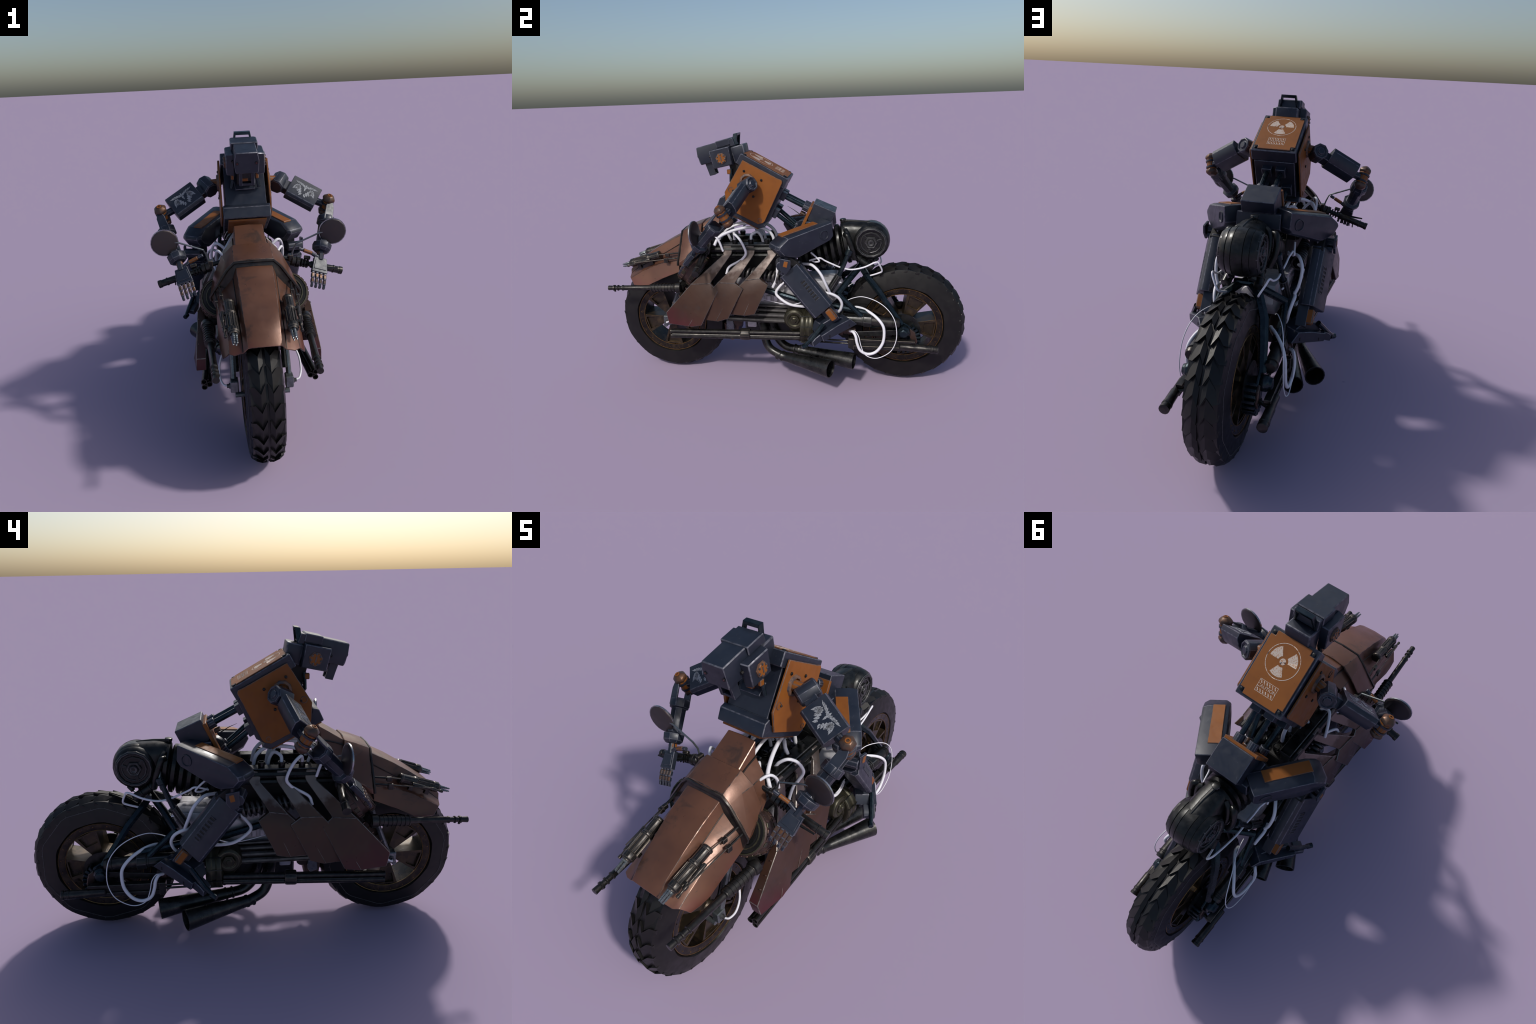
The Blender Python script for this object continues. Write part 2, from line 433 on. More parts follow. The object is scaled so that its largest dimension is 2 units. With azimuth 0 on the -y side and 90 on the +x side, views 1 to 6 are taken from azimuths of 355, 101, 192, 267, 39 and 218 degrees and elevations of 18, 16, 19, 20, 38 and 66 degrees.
add_faces(bm, vs, [[0, 1, 2, 3], [4, 5, 6, 7], [0, 1, 5, 4], [1, 2, 6, 5], [2, 3, 7, 6], [3, 0, 4, 7]])
ear = finish('ear_box', bm, 'armor', head, True, .0036)
ebc = hp(.0, -.006, .086)
revolve('ear_disc', [(0, .031), (.006, .030)], ebc, (1, 0, 0), 'orange_edge', ear, True, sides=7, up=HU, phase=.3)
revolve('ear_hatch', [(0, .027), (.009, .026)], ebc, (1, 0, 0), 'orange', ear, True, sides=7, up=HU, phase=.3, bevel=.0015)
for k in range(7):
    t = .3 + 2 * PI * (k + .5) / 7
    a, r, u = frame((1, 0, 0), HU)
    revolve('hatch_rivet', [(0, .0045), (.003, .004), (.004, .002)], ebc + V((.008, 0, 0)) + (r * math.cos(t) + u * math.sin(t)) * .0215, (1, 0, 0), 'black_edge', ear, True, sides=8)
box('hatch_slot', ebc + V((.0095, 0, 0)), (.002, .005, .024), 'black_edge', ear, True, bevel=0, axes=(V((1, 0, 0)), HF, HU))
revolve('eye', [(0, .0042), (.002, .0036)], hp(.136, .035, .042), HF, 'eye', head, True, sides=10)
revolve('eye_socket', [(0, .0072), (.0015, .0072)], hp(.136, .035, .042), HF, 'dark', head, True, sides=12)
revolve('cheek_bolt', [(0, .007), (.012, .006)], hp(.058, .018, .058), HF, 'gun', head, True, sides=6)
# jaw
jaw = hprism('jaw', [(.074, -.012), (.112, -.012), (.108, -.055), (.106, -.083), (.072, -.083)], .020, .034, 'armor', head, True, bevel=.0015)
hprism('chin', [(.080, -.012), (.100, -.012), (.100, -.05), (.083, -.05)], -.022, .022, 'black', head, bevel=.002)
hprism('chin_bar', [(.076, -.072), (.104, -.072), (.104, -.083), (.076, -.083)], -.024, .024, 'armor', head, bevel=.0015)
# carrying handle
hb = [V((.046, -.232, 1.325)), V((.036, -.236, 1.383))]
bm = bmesh.new()
outer = [V((-.050, -.236, 1.318)), V((-.037, -.226, 1.392)), V((.037, -.226, 1.392)), V((.050, -.236, 1.318))]
inner = [V((.040, -.236, 1.318)), V((.030, -.228, 1.379)), V((-.030, -.228, 1.379)), V((-.040, -.236, 1.318))]
d = V((0, -.024, -.004))
for a, b, c_, e in ((0, 1, 2, 3), (1, 2, 1, 2), (2, 3, 0, 1)):
    pass
quads = [[outer[0], outer[1], inner[2], inner[3]], [outer[1], outer[2], inner[1], inner[2]], [outer[2], outer[3], inner[0], inner[1]]]
for qd in quads: prism_into(bm, qd, d)
finish('handle', bm, 'piston', head, bevel=.002)

# ---- arms -----------------------------------------------------------------
sr, sf = V((.197, -.120, 1.148)), V((.153, -.188, 1.112))
SL = (sr - sf).length
arm = revolve('arm', [(0, .026), (.0, .034), (.006, .040), (SL - .006, .040), (SL, .036), (SL, .030), (SL - .006, .030), (SL - .006, .020), (SL + .002, .016), (SL + .002, 0)], sf, sr - sf, 'armor', robot, True, sides=8, bevel=.0015)
A_, B_, C_, D_ = V((.192, -.236, 1.086)), V((.258, -.163, 1.151)), V((.388, -.202, 1.078)), V((.316, -.276, 1.012))
ax = ((C_ - B_) + (D_ - A_)).normalized()                # along the upper arm
wd = (B_ - A_); wd = (wd - ax * wd.dot(ax)); WID = wd.length; wd.normalize()
nn = ax.cross(wd).normalized()
if nn.y > 0: nn = -nn                                    # emblem faces front and up
cen = (A_ + B_ + C_ + D_) / 4 + nn * .004 + V((0, 0, .007))
UL = ((C_ - B_).length + (D_ - A_).length) / 2
TH = .070
def up_(w, n, l): return cen + wd * w + nn * n + ax * l
secu = [(-WID / 2 + .012, 0), (WID / 2, 0), (WID / 2 + .004, -.022), (WID / 2 - .012, -TH + .018), (WID / 2 - .030, -TH), (-WID / 2 + .022, -TH), (-WID / 2, -TH + .022), (-WID / 2, -.012)]
upper = prism('upper_arm', [up_(w, n, -UL / 2) for w, n in secu], ax * UL, 'armor', arm, True, bevel=.0025)
prism('upper_arm_link', [up_(w, n, -UL / 2 - .04) for w, n in ((-.028, -.02), (.028, -.02), (.028, -.065), (-.028, -.065))], ax * .045, 'armor', arm, True, bevel=.003)
# winged emblem: two spread wings of feathers around a small body
feathers = []
def feather(px_, py_, ang, L, w):
    c, s = math.cos(ang), math.sin(ang)
    pts = [(0, -w * .25), (L * .45, -w * .5), (L, 0), (L * .5, w * .5), (0, w * .3)]
    feathers.append([(px_ + a * c - b * s, py_ + a * s + b * c) for a, b in pts])
for sg in (1, -1):
    for k in range(7):
        t = k / 6
        feather(sg * (.004 + .020 * t) * 1.25, -.016 + .030 * math.sin(t * 1.9), (PI / 2 - sg * (.15 + 1.9 * t)) if False else (math.atan2(-.7 - .9 * t, sg * (.35 + .25 * t))), .016 + .014 * t, .008)
    for k in range(5):
        feather(sg * (.004 + .0045 * k), .012 + .002 * k, PI / 2 - sg * (.3 + .25 * k), .014 + .002 * k, .006)
    feather(sg * .026, .016, -PI / 2 - sg * .1, .034, .007)
    feather(sg * .020, .014, -PI / 2 + sg * .12, .030, .007)
feather(0, .016, PI / 2, .012, .006)
feather(0, .018, -PI / 2, .024, .007)
bm = bmesh.new()
for poly in feathers:
    prism_into(bm, [up_(p[1] * 1.3 + .002, .0004, p[0] * 1.4) for p in poly], nn * .0006)
finish('wing_emblem', bm, 'paint_arm', arm, True)
# elbow
eu, el = V((.408, -.250, 1.060)), V((.386, -.205, .972))
ea = (eu - el).normalized()
elbow = rod('elbow', el + ea * .016, eu - ea * .016, .026, 'orange', arm, True, sides=10, bevel=.002)
turned('elbow_cap', eu - ea * .024, eu + ea * .008, [(0, .028), (.25, .033), (.6, .031), (1, .017)], 'bronze', arm, True, sides=6, bevel=.002)
turned('elbow_cap', el + ea * .024, el - ea * .008, [(0, .028), (.25, .033), (.6, .031), (1, .017)], 'bronze', arm, True, sides=6, bevel=.002)
revolve('cap_ring', [(0, .011), (.0025, .011), (.0025, .006), (0, .006), (0, .011)], eu + ea * .008, ea, 'orange', arm, True, sides=12)
rod('elbow_link', up_(.004, -.035, UL / 2 - .012), (eu + el) / 2, .019, 'armor', arm, True, sides=8, bevel=.002)
for q in (.34, .66):
    c_ = el + (eu - el) * q
    revolve('elbow_band', [(-.005, .026), (-.004, .030), (.004, .030), (.005, .026)], c_, ea, 'armor', arm, True, sides=12)
# forearm
f0, f1 = V((.400, -.240, 1.005)), V((.336, -.389, .846))
fa = (f1 - f0).normalized(); FL = (f1 - f0).length
_, fr, fu_ = frame(fa, (1, .3, 0))
for sg in (1, -1):
    prism('elbow_fork', [f0 + fr * (sg * .030) + fu_ * w + fa * l for w, l in ((-.022, .085), (.022, .085), (.020, .012), (.010, -.014), (-.010, -.014), (-.020, .012))], fr * (sg * .008), 'armor', arm, True, bevel=.002)
forearm = revolve('forearm', [(.055, .036), (.060, .043), (.092, .043), (.097, .033), (FL - .028, .031), (FL - .026, .035), (FL - .020, .047), (FL + .006, .044), (FL + .018, .032), (FL + .018, 0)], f0, fa, 'armor', arm, True, sides=8, bevel=.0015)
# hand
hand_o = V((.327, -.418, .822))
ku, ki = V((.345, -.476, .752)), V((.271, -.482, .771))
kw = (ku - ki)                                           # knuckle line, thumb side to little finger
kc = (ku + ki) / 2
hd = (kc - hand_o).normalized()
kw = (kw - hd * kw.dot(hd)).normalized()
hn = hd.cross(kw).normalized()
if hn.y > 0: hn = -hn
HL = (kc - hand_o).length
hand = prism('hand', [hand_o + kw * w + hd * l for w, l in ((-.030, .012), (.030, .012), (.038, HL), (-.038, HL))], hn * -.022, 'armor', arm, True, bevel=.002)
prism('hand_plate', [hand_o + kw * w + hd * l + hn * .003 for w, l in ((-.024, .028), (.024, .028), (.030, HL - .014), (-.030, HL - .014))], hn * -.004, 'armor', hand, True, bevel=.001)
rod('wrist_axle', hand_o - hd * .012 - hn * .008 - kw * .014, hand_o - hd * .012 - hn * .008 + kw * .014, .014, 'orange', hand, True, sides=10, bevel=.002)
rod('wrist_link', f1 + fa * .010, hand_o + hd * .02 - hn * .010, .016, 'armor', hand, True, sides=8)
for k in range(4):
    w = -.029 + .0193 * k
    p = kc + kw * w - hn * .010
    dirn = hd
    for j, (L, sz) in enumerate(((.026, .0135), (.024, .0125), (.022, .0115))):
        box('knuckle', p + dirn * .003, (.013, .008, .012), 'armor_edge', hand, True, bevel=.002, axes=(kw, dirn, hn))
        box('finger', p + dirn * (L / 2 + .004), (sz, L - .006, sz), 'armor' if j == 2 else 'bronze', hand, True, bevel=.002, axes=(kw, dirn, hn))
        if j < 2:
            box('finger_back', p + dirn * (L / 2 + .004) - hn * .002, (sz + .002, L - .008, sz - .002), 'armor', hand, True, bevel=.001, axes=(kw, dirn, hn))
        p = p + dirn * L
        dirn = (dirn + hn * -.14 + V((0, 0, -.10))).normalized()
tb = V((.283, -.418, .836)); tt = V((.243, -.424, .856))
rod('thumb', tb, tt, .010, 'orange', hand, True, sides=6, bevel=.002)
rod('thumb_tip', tt + (tt - tb) * .05, tt + (tt - tb) * .6, .009, 'armor', hand, True, sides=6, bevel=.002)
rod('thumb_base', tb + V((.03, -.002, -.022)), tb, .010, 'armor', hand, True, sides=6, bevel=.002)

# ---- waist struts and pelvis -------------------------------------------
pelvis = side('pelvis', [(.181, 1.020), (.296, .970), (.272, .916), (.225, .900), (.150, .925), (.142, .94)], -.076, .076, 'armor', robot, bevel=.003)
side('hip_block', [(.140, .925), (.265, .915), (.275, .85), (.22, .825), (.135, .85)], -.10, .10, 'armor', pelvis, bevel=.003)
side('pelvis_plate', [(.176, .997), (.160, 1.005), (.098, .872), (.113, .864)], -.081, .081, 'orange', pelvis, bevel=.002)
for a, b, r in (((.033, .0, 1.060), (.033, .150, .982), .0125), ((.056, -.036, .968), (.037, .092, .860), .0125)):
    a = V(a); b = V(b)
    rod('waist_strut', a, b, r, 'piston', robot, True, sides=10)
    d = (b - a).normalized()
    rod('strut_cup', b - d * .034, b, .0225, 'armor', pelvis, True, sides=12, bevel=.002)
rod('plate_stud', (.012, .125, .945), (.012, .100, .957), .008, 'bronze', pelvis, True, sides=8)
tube('waist_wire', [(-.007, .098, .941), (-.016, .06, .967), (-.028, .024, .985)], [.003, .0018, .0006], 'dark', robot, sides=5)

# ---- legs -----------------------------------------------------------------
LD, LW = V((.57, -.82, 0)).normalized(), V((.82, .57, 0)).normalized()
def lp(l, z, w): return LD * l + LW * w + V((0, 0, z))
thp = [(-.147, .937), (-.157, .862), (-.140, .832), (.040, .768), (.066, .764), (.140, .785), (.175, .827), (.168, .845), (.115, .884)]
bm = bmesh.new()
n = len(thp)
cl = (.015, .86)
ring_in = [lp(cl[0] + (l - cl[0]) * .90, cl[1] + (z - cl[1]) * .80, .168) for l, z in thp]
ring_a = [lp(l, z, .186) for l, z in thp]
ring_b = [lp(l, z, .262) for l, z in thp]
ring_c = [lp(l, z, .285) for l, z in ((-.145, .933), (-.154, .862), (-.137, .842), (.040, .780), (.064, .777), (.130, .794), (.160, .828), (.155, .842), (.108, .879))]
rs = [ring_in, ring_a, ring_b, ring_c]
vv = [p for r_ in rs for p in r_]
fc = [list(range(n)), list(range(3 * n, 4 * n))]
for k in range(3):
    fc += [[k * n + i, k * n + (i + 1) % n, (k + 1) * n + (i + 1) % n, (k + 1) * n + i] for i in range(n)]
add_faces(bm, vv, fc)
leg = finish('leg', bm, 'armor', robot, True, .0025)
prism('thigh_plate', [lp(-.088, .9195, .184), lp(.120, .8785, .184), lp(.120, .8785, .238), lp(-.088, .9195, .240)], (0, 0, .0085), 'orange', leg, True, bevel=.002)
revolve('thigh_hub', [(-.003, .028), (.004, .027), (.005, .0235), (.001, .021), (-.0005, .0205), (-.0005, 0)], lp(-.098, .873, .2845), LW, 'armor', leg, True, sides=18)
for k in range(-3, 4):
    hh = math.sqrt(max(.0, .018 ** 2 - (k * .005) ** 2))
    box('hub_rib', lp(-.098 + k * .005, .873, .284), (.0018, .002, hh * 2), 'armor', leg, True, bevel=0, axes=(LD, LW, V((0, 0, 1))))
rod('hip_joint', lp(-.11, .875, .04), lp(-.11, .875, .19), .045, 'armor', leg, True, sides=8, bevel=.003)
# shin
SLn = V((-.03, .61, -.79)).normalized(); SW = V((0, -.79, -.61)); SO = V((0, .119, .751))
def shp(l, w, x): return SO + V((-.03 * l, SLn.y * l, SLn.z * l)) + SW * w + V((x, 0, 0))
ssec = [(0, .228), (0, .262), (.012, .280), (.104, .321), (.118, .310), (.118, .235), (.1, .208), (.03, .205)]
shin = prism('shin', [shp(0, w, x) for w, x in ssec], shp(.283, 0, 0) - shp(0, 0, 0), 'armor', leg, True, bevel=.0025)
prism('shin_cuff', [shp(-.018, w, x) for w, x in ((.05, .215), (.05, .31), (.100, .308), (.116, .29), (.116, .23), (.095, .212))], shp(.02, 0, 0) - shp(0, 0, 0), 'armor', leg, True, bevel=.002)
def slotp(l, w, h=0): # on the outer rear facet
    return shp(l, w, .280 + (w - .012) * .4457 + h)
bm = bmesh.new()
for (l0, l1, w0, w1) in ((.085, .215, .026, .030), (.085, .215, .052, .056), (.085, .089, .030, .052), (.211, .215, .030, .052)):
    prism_into(bm, [slotp(l0, w0, -.002), slotp(l1, w0, -.002), slotp(l1, w1, -.002), slotp(l0, w1, -.002)], V((.0045, 0, 0)))
finish('vent_frame', bm, 'armor', shin, True, .0008)
prism('vent', [slotp(.089, .030, -.001), slotp(.211, .030, -.001), slotp(.211, .052, -.001), slotp(.089, .052, -.001)], (.0022, 0, 0), 'dark', shin, True, bevel=0)
for k in range(6):
    l = .099 + k * .019
    prism('vent_rib', [slotp(l, .030), slotp(l + .009, .030), slotp(l + .009, .052), slotp(l, .052)], (.003, 0, 0), 'armor', shin, True, bevel=.0008)
# knee
knee = box('knee', lp(.085, .755, .235), (.07, .055, .06), 'armor', leg, True, bevel=.004, axes=(LD, LW, V((0, 0, 1))))
rod('knee_hub', (.235, .018, .742), (.318, .035, .742), .026, 'armor', leg, True, sides=8, bevel=.003)
prism('knee_fork', [V((.314, y, z)) for y, z in ((.03, .785), (.085, .775), (.085, .735), (.06, .70), (.03, .72))], (.012, 0, 0), 'armor', leg, True, bevel=.002)
box('knee_plate', (.326, .060, .756), (.006, .022, .032), 'orange', leg, True, bevel=.002, axes=(V((1, 0, 0)), V((0, .97, -.24)), V((0, .24, .97))))
prism('knee_tongue', [V((.225, y, z)) for y, z in ((.06, .79), (.13, .74), (.10, .66), (.05, .70))], (.05, 0, 0), 'dark', leg, True, bevel=.002)
# ankle and foot
ankle = box('ankle', (.250, .284, .466), (.052, .036, .070), 'orange', leg, True, bevel=.006, axes=(V((1, 0, 0)), SW, SLn))
box('ankle_core', (.225, .275, .46), (.05, .06, .10), 'armor', leg, True, bevel=.003, axes=(V((1, 0, 0)), SW, SLn))
FD, FW = V((.58, -.81, 0)).normalized(), V((.81, .58, 0)).normalized()
def fp(l, z, w): return FD * l + FW * w + V((0, 0, z))
foot = prism('foot', [fp(l, z, .330) for l, z in ((-.176, .432), (-.222, .392), (-.014, .338), (0, .374), (-.10, .412))], FW * .082, 'armor', leg, True, bevel=.003)
prism('toe', [fp(l, z, .345) for l, z in ((0, .378), (-.014, .342), (.042, .317), (.048, .345), (.03, .362))], FW * .056, 'armor', foot, True, bevel=.003)
prism('instep', [fp(l, z, .305) for l, z in ((-.165, .425), (-.11, .45), (-.02, .42), (.0, .37), (-.13, .38))], FW * .07, 'armor', foot, True, bevel=.003)
tube('foot_strut', [(.295, .248, .425), (.335, .19, .355), (.356, .150, .322)], [.013, .012, .009], 'piston', foot, True, sides=8)
rod('foot_peg', (.345, .165, .325), (.362, .140, .318), .014, 'piston', foot, True, sides=6, bevel=.001)
for l, z in ((-.17, .398), (-.05, .362)):
    box('foot_notch', fp(l, z, .4125), (.004, .003, .014), 'dark', foot, True, bevel=0, axes=(FD, FW, V((0, 0, 1))))

# ================================================================== MOTORCYCLE
bike = empty('motorcycle', 'long armed copper and black motorcycle with white cables', 'motorcycle')

# ---- wheels ---------------------------------------------------------------
def make_wheel(cx, cy, R, hw, rr, treads, facing, phase):
    O = V((cx, cy, R)); X = V((1, 0, 0))
    h = hw; S = 60
    rc = rr + (R - rr) * .60                      # ten-sided crease on the sidewall
    def gon(t, n=10):
        a = (t + .26) % (2 * PI / n) - PI / n
        return math.cos(PI / n) / math.cos(a)
    half = [(h * .95, rr + .002, 0), (h * 1.10, rr + .010, .5), (h * 1.0, rc, 1), (h * .87, R - (R - rr) * .17, .3), (h * .64, R - .022, 0), (h * .30, R - .0135, 0), (0, R - .0125, 0)]
    ringdef = [(-x, r, g) for x, r, g in half] + [(x, r, g) for x, r, g in half[-2::-1]]
    bm = bmesh.new(); rings = []
    for x, r, g in ringdef:
        rings.append([bm.verts.new(O + V((x, math.cos(2 * PI * k / S) * (rq := r * (1 + g * (gon(2 * PI * k / S) - .985))), math.sin(2 * PI * k / S) * rq))) for k in range(S)])
    rings.append([bm.verts.new(O + V((0, math.cos(2 * PI * k / S) * (rr - .01), math.sin(2 * PI * k / S) * (rr - .01)))) for k in range(S)])
    for i in range(len(rings)):
        A, B = rings[i], rings[(i + 1) % len(rings)]
        for k in range(S): bm.faces.new([A[k], A[(k + 1) % S], B[(k + 1) % S], B[k]])
    wheel = finish('wheel', bm, 'tyre', bike, smooth=28)
    def surf(x, lift):
        ax_ = abs(x)
        pts = [(0, R - .0125), (h * .30, R - .0135), (h * .64, R - .022), (h * .87, R - (R - rr) * .17), (h * 1.02, rc)]
        for (a, ra), (b, rb) in zip(pts, pts[1:]):
            if ax_ <= b: return ra + (rb - ra) * (ax_ - a) / (b - a) + lift
        return pts[-1][1] + lift
    step = 2 * PI / treads
    def block(sg, off):
        bm = bmesh.new()
        xs = [h * .07, h * .33, h * .66, h * .93]
        lead = [off + step * q for q in (.55, .0, .48, .95)]
        wid = [step * .86, step * .88, step * .80, step * .28]
        lift_l = [.0020, .0035, .0025, .000]; lift_t = [.0115, .0132, .0125, .007]
        def P(x, t, r): return V((sg * x, -math.sin(t) * r * facing, math.cos(t) * r))
        A0 = [P(x, l, surf(x, -.006)) for x, l in zip(xs, lead)]
        A1 = [P(x, l, surf(x, a)) for x, l, a in zip(xs, lead, lift_l)]
        B1 = [P(x, l + w_, surf(x, a)) for x, l, w_, a in zip(xs, lead, wid, lift_t)]
        B0 = [P(x, l + w_, surf(x, -.006)) for x, l, w_ in zip(xs, lead, wid)]
        vs = A0 + A1 + B1 + B0
        f = []
        for r_ in range(3):
            for k in range(3):
                f.append([r_ * 4 + k, r_ * 4 + k + 1, (r_ + 1) * 4 + k + 1, (r_ + 1) * 4 + k])
        for k in range(3): f.append([k, k + 1, 12 + k + 1, 12 + k])
        f += [[0, 4, 8, 12], [3, 7, 11, 15]]
        add_faces(bm, vs, f)
        return finish('tread_block', bm, 'tyre', wheel, smooth=14)
    for p in (block(1, 0), block(-1, 0)):
        p.matrix_world = Matrix.Translation(O)
        for k in range(1, treads):
            c = p.copy(); COLL.objects.link(c)
            c.matrix_world = Matrix.Translation(O) @ Matrix.Rotation(k * step, 4, 'X')
    # scuffed crease line with short ticks
    for sg in (-1,):
        bm = bmesh.new()
        N = 60
        pts = []
        for k in range(N + 1):
            t = 2 * PI * k / N; rl = rc * (1 + gon(t) - .985)
            pts.append(O + V((sg * (h + .0002), math.cos(t) * rl, math.sin(t) * rl)))
        tube_into(bm, pts, .0011, 4)
        for k in range(0, N, 2):
            p = pts[k]; q = O + (p - O) * 1.035; q.x = p.x - sg * h * .03
            tube_into(bm, [p, q], [.0009, .0003], 4)
        finish('sidewall_line', bm, 'tyre_line', wheel)
    # rim with bronze bands
    t = h * 1.02
    rim = revolve('rim', [(-t + .012, rr + .006), (-t, rr), (-t, rr - .014), (-t + .004, rr - .034), (t - .004, rr - .034), (t, rr - .014), (t, rr), (t - .012, rr + .006), (-t + .012, rr + .006)], O, X, 'rim', wheel, sides=50)
    for sg in (1, -1):
        for rad, xx in ((rr - .001, t), (rr - .034, t - .004)):
            bm = bmesh.new(); N = 50
            tube_into(bm, [O + V((sg * xx, math.sin(2 * PI * k / N) * rad, math.cos(2 * PI * k / N) * rad)) for k in range(N + 1)], .0017, 5)
            finish('rim_band', bm, 'rim_edge', rim)
        for k in range(20):
            a = 2 * PI * (k + .5) / 20
            revolve('rim_bolt', [(0, .0030), (.003, .0022)], O + V((sg * (t - .001), math.sin(a) * (rr - .014), math.cos(a) * (rr - .014))), (sg, 0, 0), 'rim_edge', rim, sides=6)
    revolve('hub', [(-t * 1.12, .016), (-t * 1.10, .030), (-t * .9, .040), (-t * .8, .044), (t * .8, .044), (t * .9, .040), (t * 1.10, .030), (t * 1.12, .016)], O, X, 'spoke', wheel, sides=16, bevel=.002)
    # five broad spokes with a sunk pocket near the rim
    bm = bmesh.new()
    tt = t - .006; r0, r1 = .032, rr - .030; a0, a1 = .42, .33
    def W(x, r, a): return V((x, -math.sin(a) * r, math.cos(a) * r))
    for sx in (1, -1):
        O4 = [W(sx * tt, r0, -a0), W(sx * tt, r0, a0), W(sx * tt, r1, a1), W(sx * tt, r1, -a1)]
        rp0, rp1, ap0, ap1 = r0 + (r1 - r0) * .56, r1 - .012, a1 * .80, a1 * .74
        I4 = [W(sx * tt, rp0, -ap0), W(sx * tt, rp0, ap0), W(sx * tt, rp1, ap1), W(sx * tt, rp1, -ap1)]
        F4 = [p + V((-sx * .013, 0, 0)) for p in I4]
        for j in range(4):
            k = (j + 1) % 4
            add_faces(bm, [O4[j], O4[k], I4[k], I4[j]], [[0, 1, 2, 3]])
            add_faces(bm, [I4[j], I4[k], F4[k], F4[j]], [[0, 1, 2, 3]])
        add_faces(bm, F4, [[0, 1, 2, 3]])
    cor = ((r0, -a0), (r0, a0), (r1, a1), (r1, -a1))
    for j in range(4):
        k = (j + 1) % 4
        add_faces(bm, [W(tt, *cor[j]), W(tt, *cor[k]), W(-tt, *cor[k]), W(-tt, *cor[j])], [[0, 1, 2, 3]])
    sp = finish('spoke', bm, 'spoke', wheel, bevel=.0018)
    for k in range(5):
        c = sp if k == 0 else sp.copy()
        if k: COLL.objects.link(c)
        c.matrix_world = Matrix.Translation(O) @ Matrix.Rotation(math.radians(phase) + 2 * PI * k / 5 - PI / 2, 4, 'X')
    return wheel

FY, FR, RY, RR = -.673, .328, .662, .338
front_wheel = make_wheel(-.006, FY, FR, .074, .210, 28, -1, 196)
rear_wheel = make_wheel(-.004, RY, RR, .073, .214, 30, -1, 65)

# ---- copper fairing ----------------------------------------------------
hood_rows = [
    [(0, -.904, .629), (.067, -.902, .626), (.085, -.896, .606), (.120, -.889, .594), (.141, -.877, .596), (.166, -.848, .563)],
    [(0, -.859, .677), (.069, -.857, .674), (.086, -.851, .640), (.120, -.842, .625), (.140, -.834, .620), (.172, -.803, .562)],
    [(0, -.758, .744), (.074, -.757, .741), (.089, -.757, .690), (.118, -.754, .670), (.140, -.750, .662), (.175, -.755, .567)],
    [(0, -.666, .798), (.077, -.665, .795), (.091, -.664, .740), (.122, -.660, .715), (.149, -.656, .698), (.178, -.668, .610)],
    [(0, -.545, .856), (.080, -.545, .853), (.096, -.545, .806), (.138, -.545, .755), (.166, -.546, .722), (.178, -.566, .651)],
    [(0, -.470, .885), (.077, -.470, .882), (.096, -.470, .842), (.138, -.470, .790), (.165, -.475, .750), (.172, -.490, .690)],
]
fairing = sheet('fairing', hood_rows, .005, 'copper', bike, bevel=.0018, min_angle=16)
sheet('fairing_band', [
    [(0, -.562, .863), (.085, -.560, .860), (.116, -.558, .828), (.196, -.560, .708), (.192, -.562, .690)],
    [(0, -.556, .874), (.086, -.553, .870), (.119, -.551, .837), (.200, -.552, .715), (.194, -.553, .692)],
    [(0, -.500, .896), (.087, -.497, .892), (.126, -.492, .852), (.190, -.495, .745), (.187, -.510, .700)],
    [(0, -.448, .914), (.084, -.443, .910), (.135, -.437, .860), (.176, -.442, .780), (.180, -.470, .715)],
], .007, 'copper', fairing, bevel=.0022, min_angle=14)
# dark strip around the front of the band, where it meets the hood
bm = bmesh.new()
tube_into(bm, [(-.196, -.561, .697), (-.199, -.559, .713), (-.119, -.557, .831), (-.086, -.560, .863), (0, -.563, .866), (.086, -.560, .863), (.119, -.557, .831), (.199, -.559, .713), (.196, -.561, .697)], .0065, 6)
finish('band_dark_strip', bm, 'copper_dirt', fairing, smooth=50)
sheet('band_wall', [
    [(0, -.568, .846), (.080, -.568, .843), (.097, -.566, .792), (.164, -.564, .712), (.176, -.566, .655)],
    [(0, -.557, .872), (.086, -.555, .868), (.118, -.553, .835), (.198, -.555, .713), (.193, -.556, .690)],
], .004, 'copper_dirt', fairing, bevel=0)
sheet('fairing_tail', [
    [(0, -.455, .903), (.072, -.450, .900), (.080, -.450, .884), (.124, -.455, .842), (.164, -.465, .755), (.170, -.475, .715)],
    [(0, -.400, .935), (.070, -.397, .932), (.077, -.400, .900), (.126, -.405, .852), (.167, -.425, .768), (.172, -.455, .725)],
    [(0, -.332, .973), (.067, -.333, .970), (.074, -.345, .912), (.128, -.363, .860), (.168, -.402, .778), (.173, -.445, .735)],
], .006, 'copper', fairing, bevel=.0022, min_angle=14)
# dark grimy seams where the panels meet
tube('fairing_seam', [(.086, -.893, .607), (.087, -.851, .641), (.090, -.757, .691), (.092, -.664, .741), (.096, -.570, .796)], .0022, 'copper_dirt', fairing, True, sides=5)
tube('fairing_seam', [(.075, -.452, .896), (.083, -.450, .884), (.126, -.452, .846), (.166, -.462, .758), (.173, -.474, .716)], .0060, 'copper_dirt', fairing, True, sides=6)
tube('fairing_seam', [(.077, -.346, .911), (.079, -.400, .899), (.083, -.448, .884)], .0040, 'copper_dirt', fairing, True, sides=5)
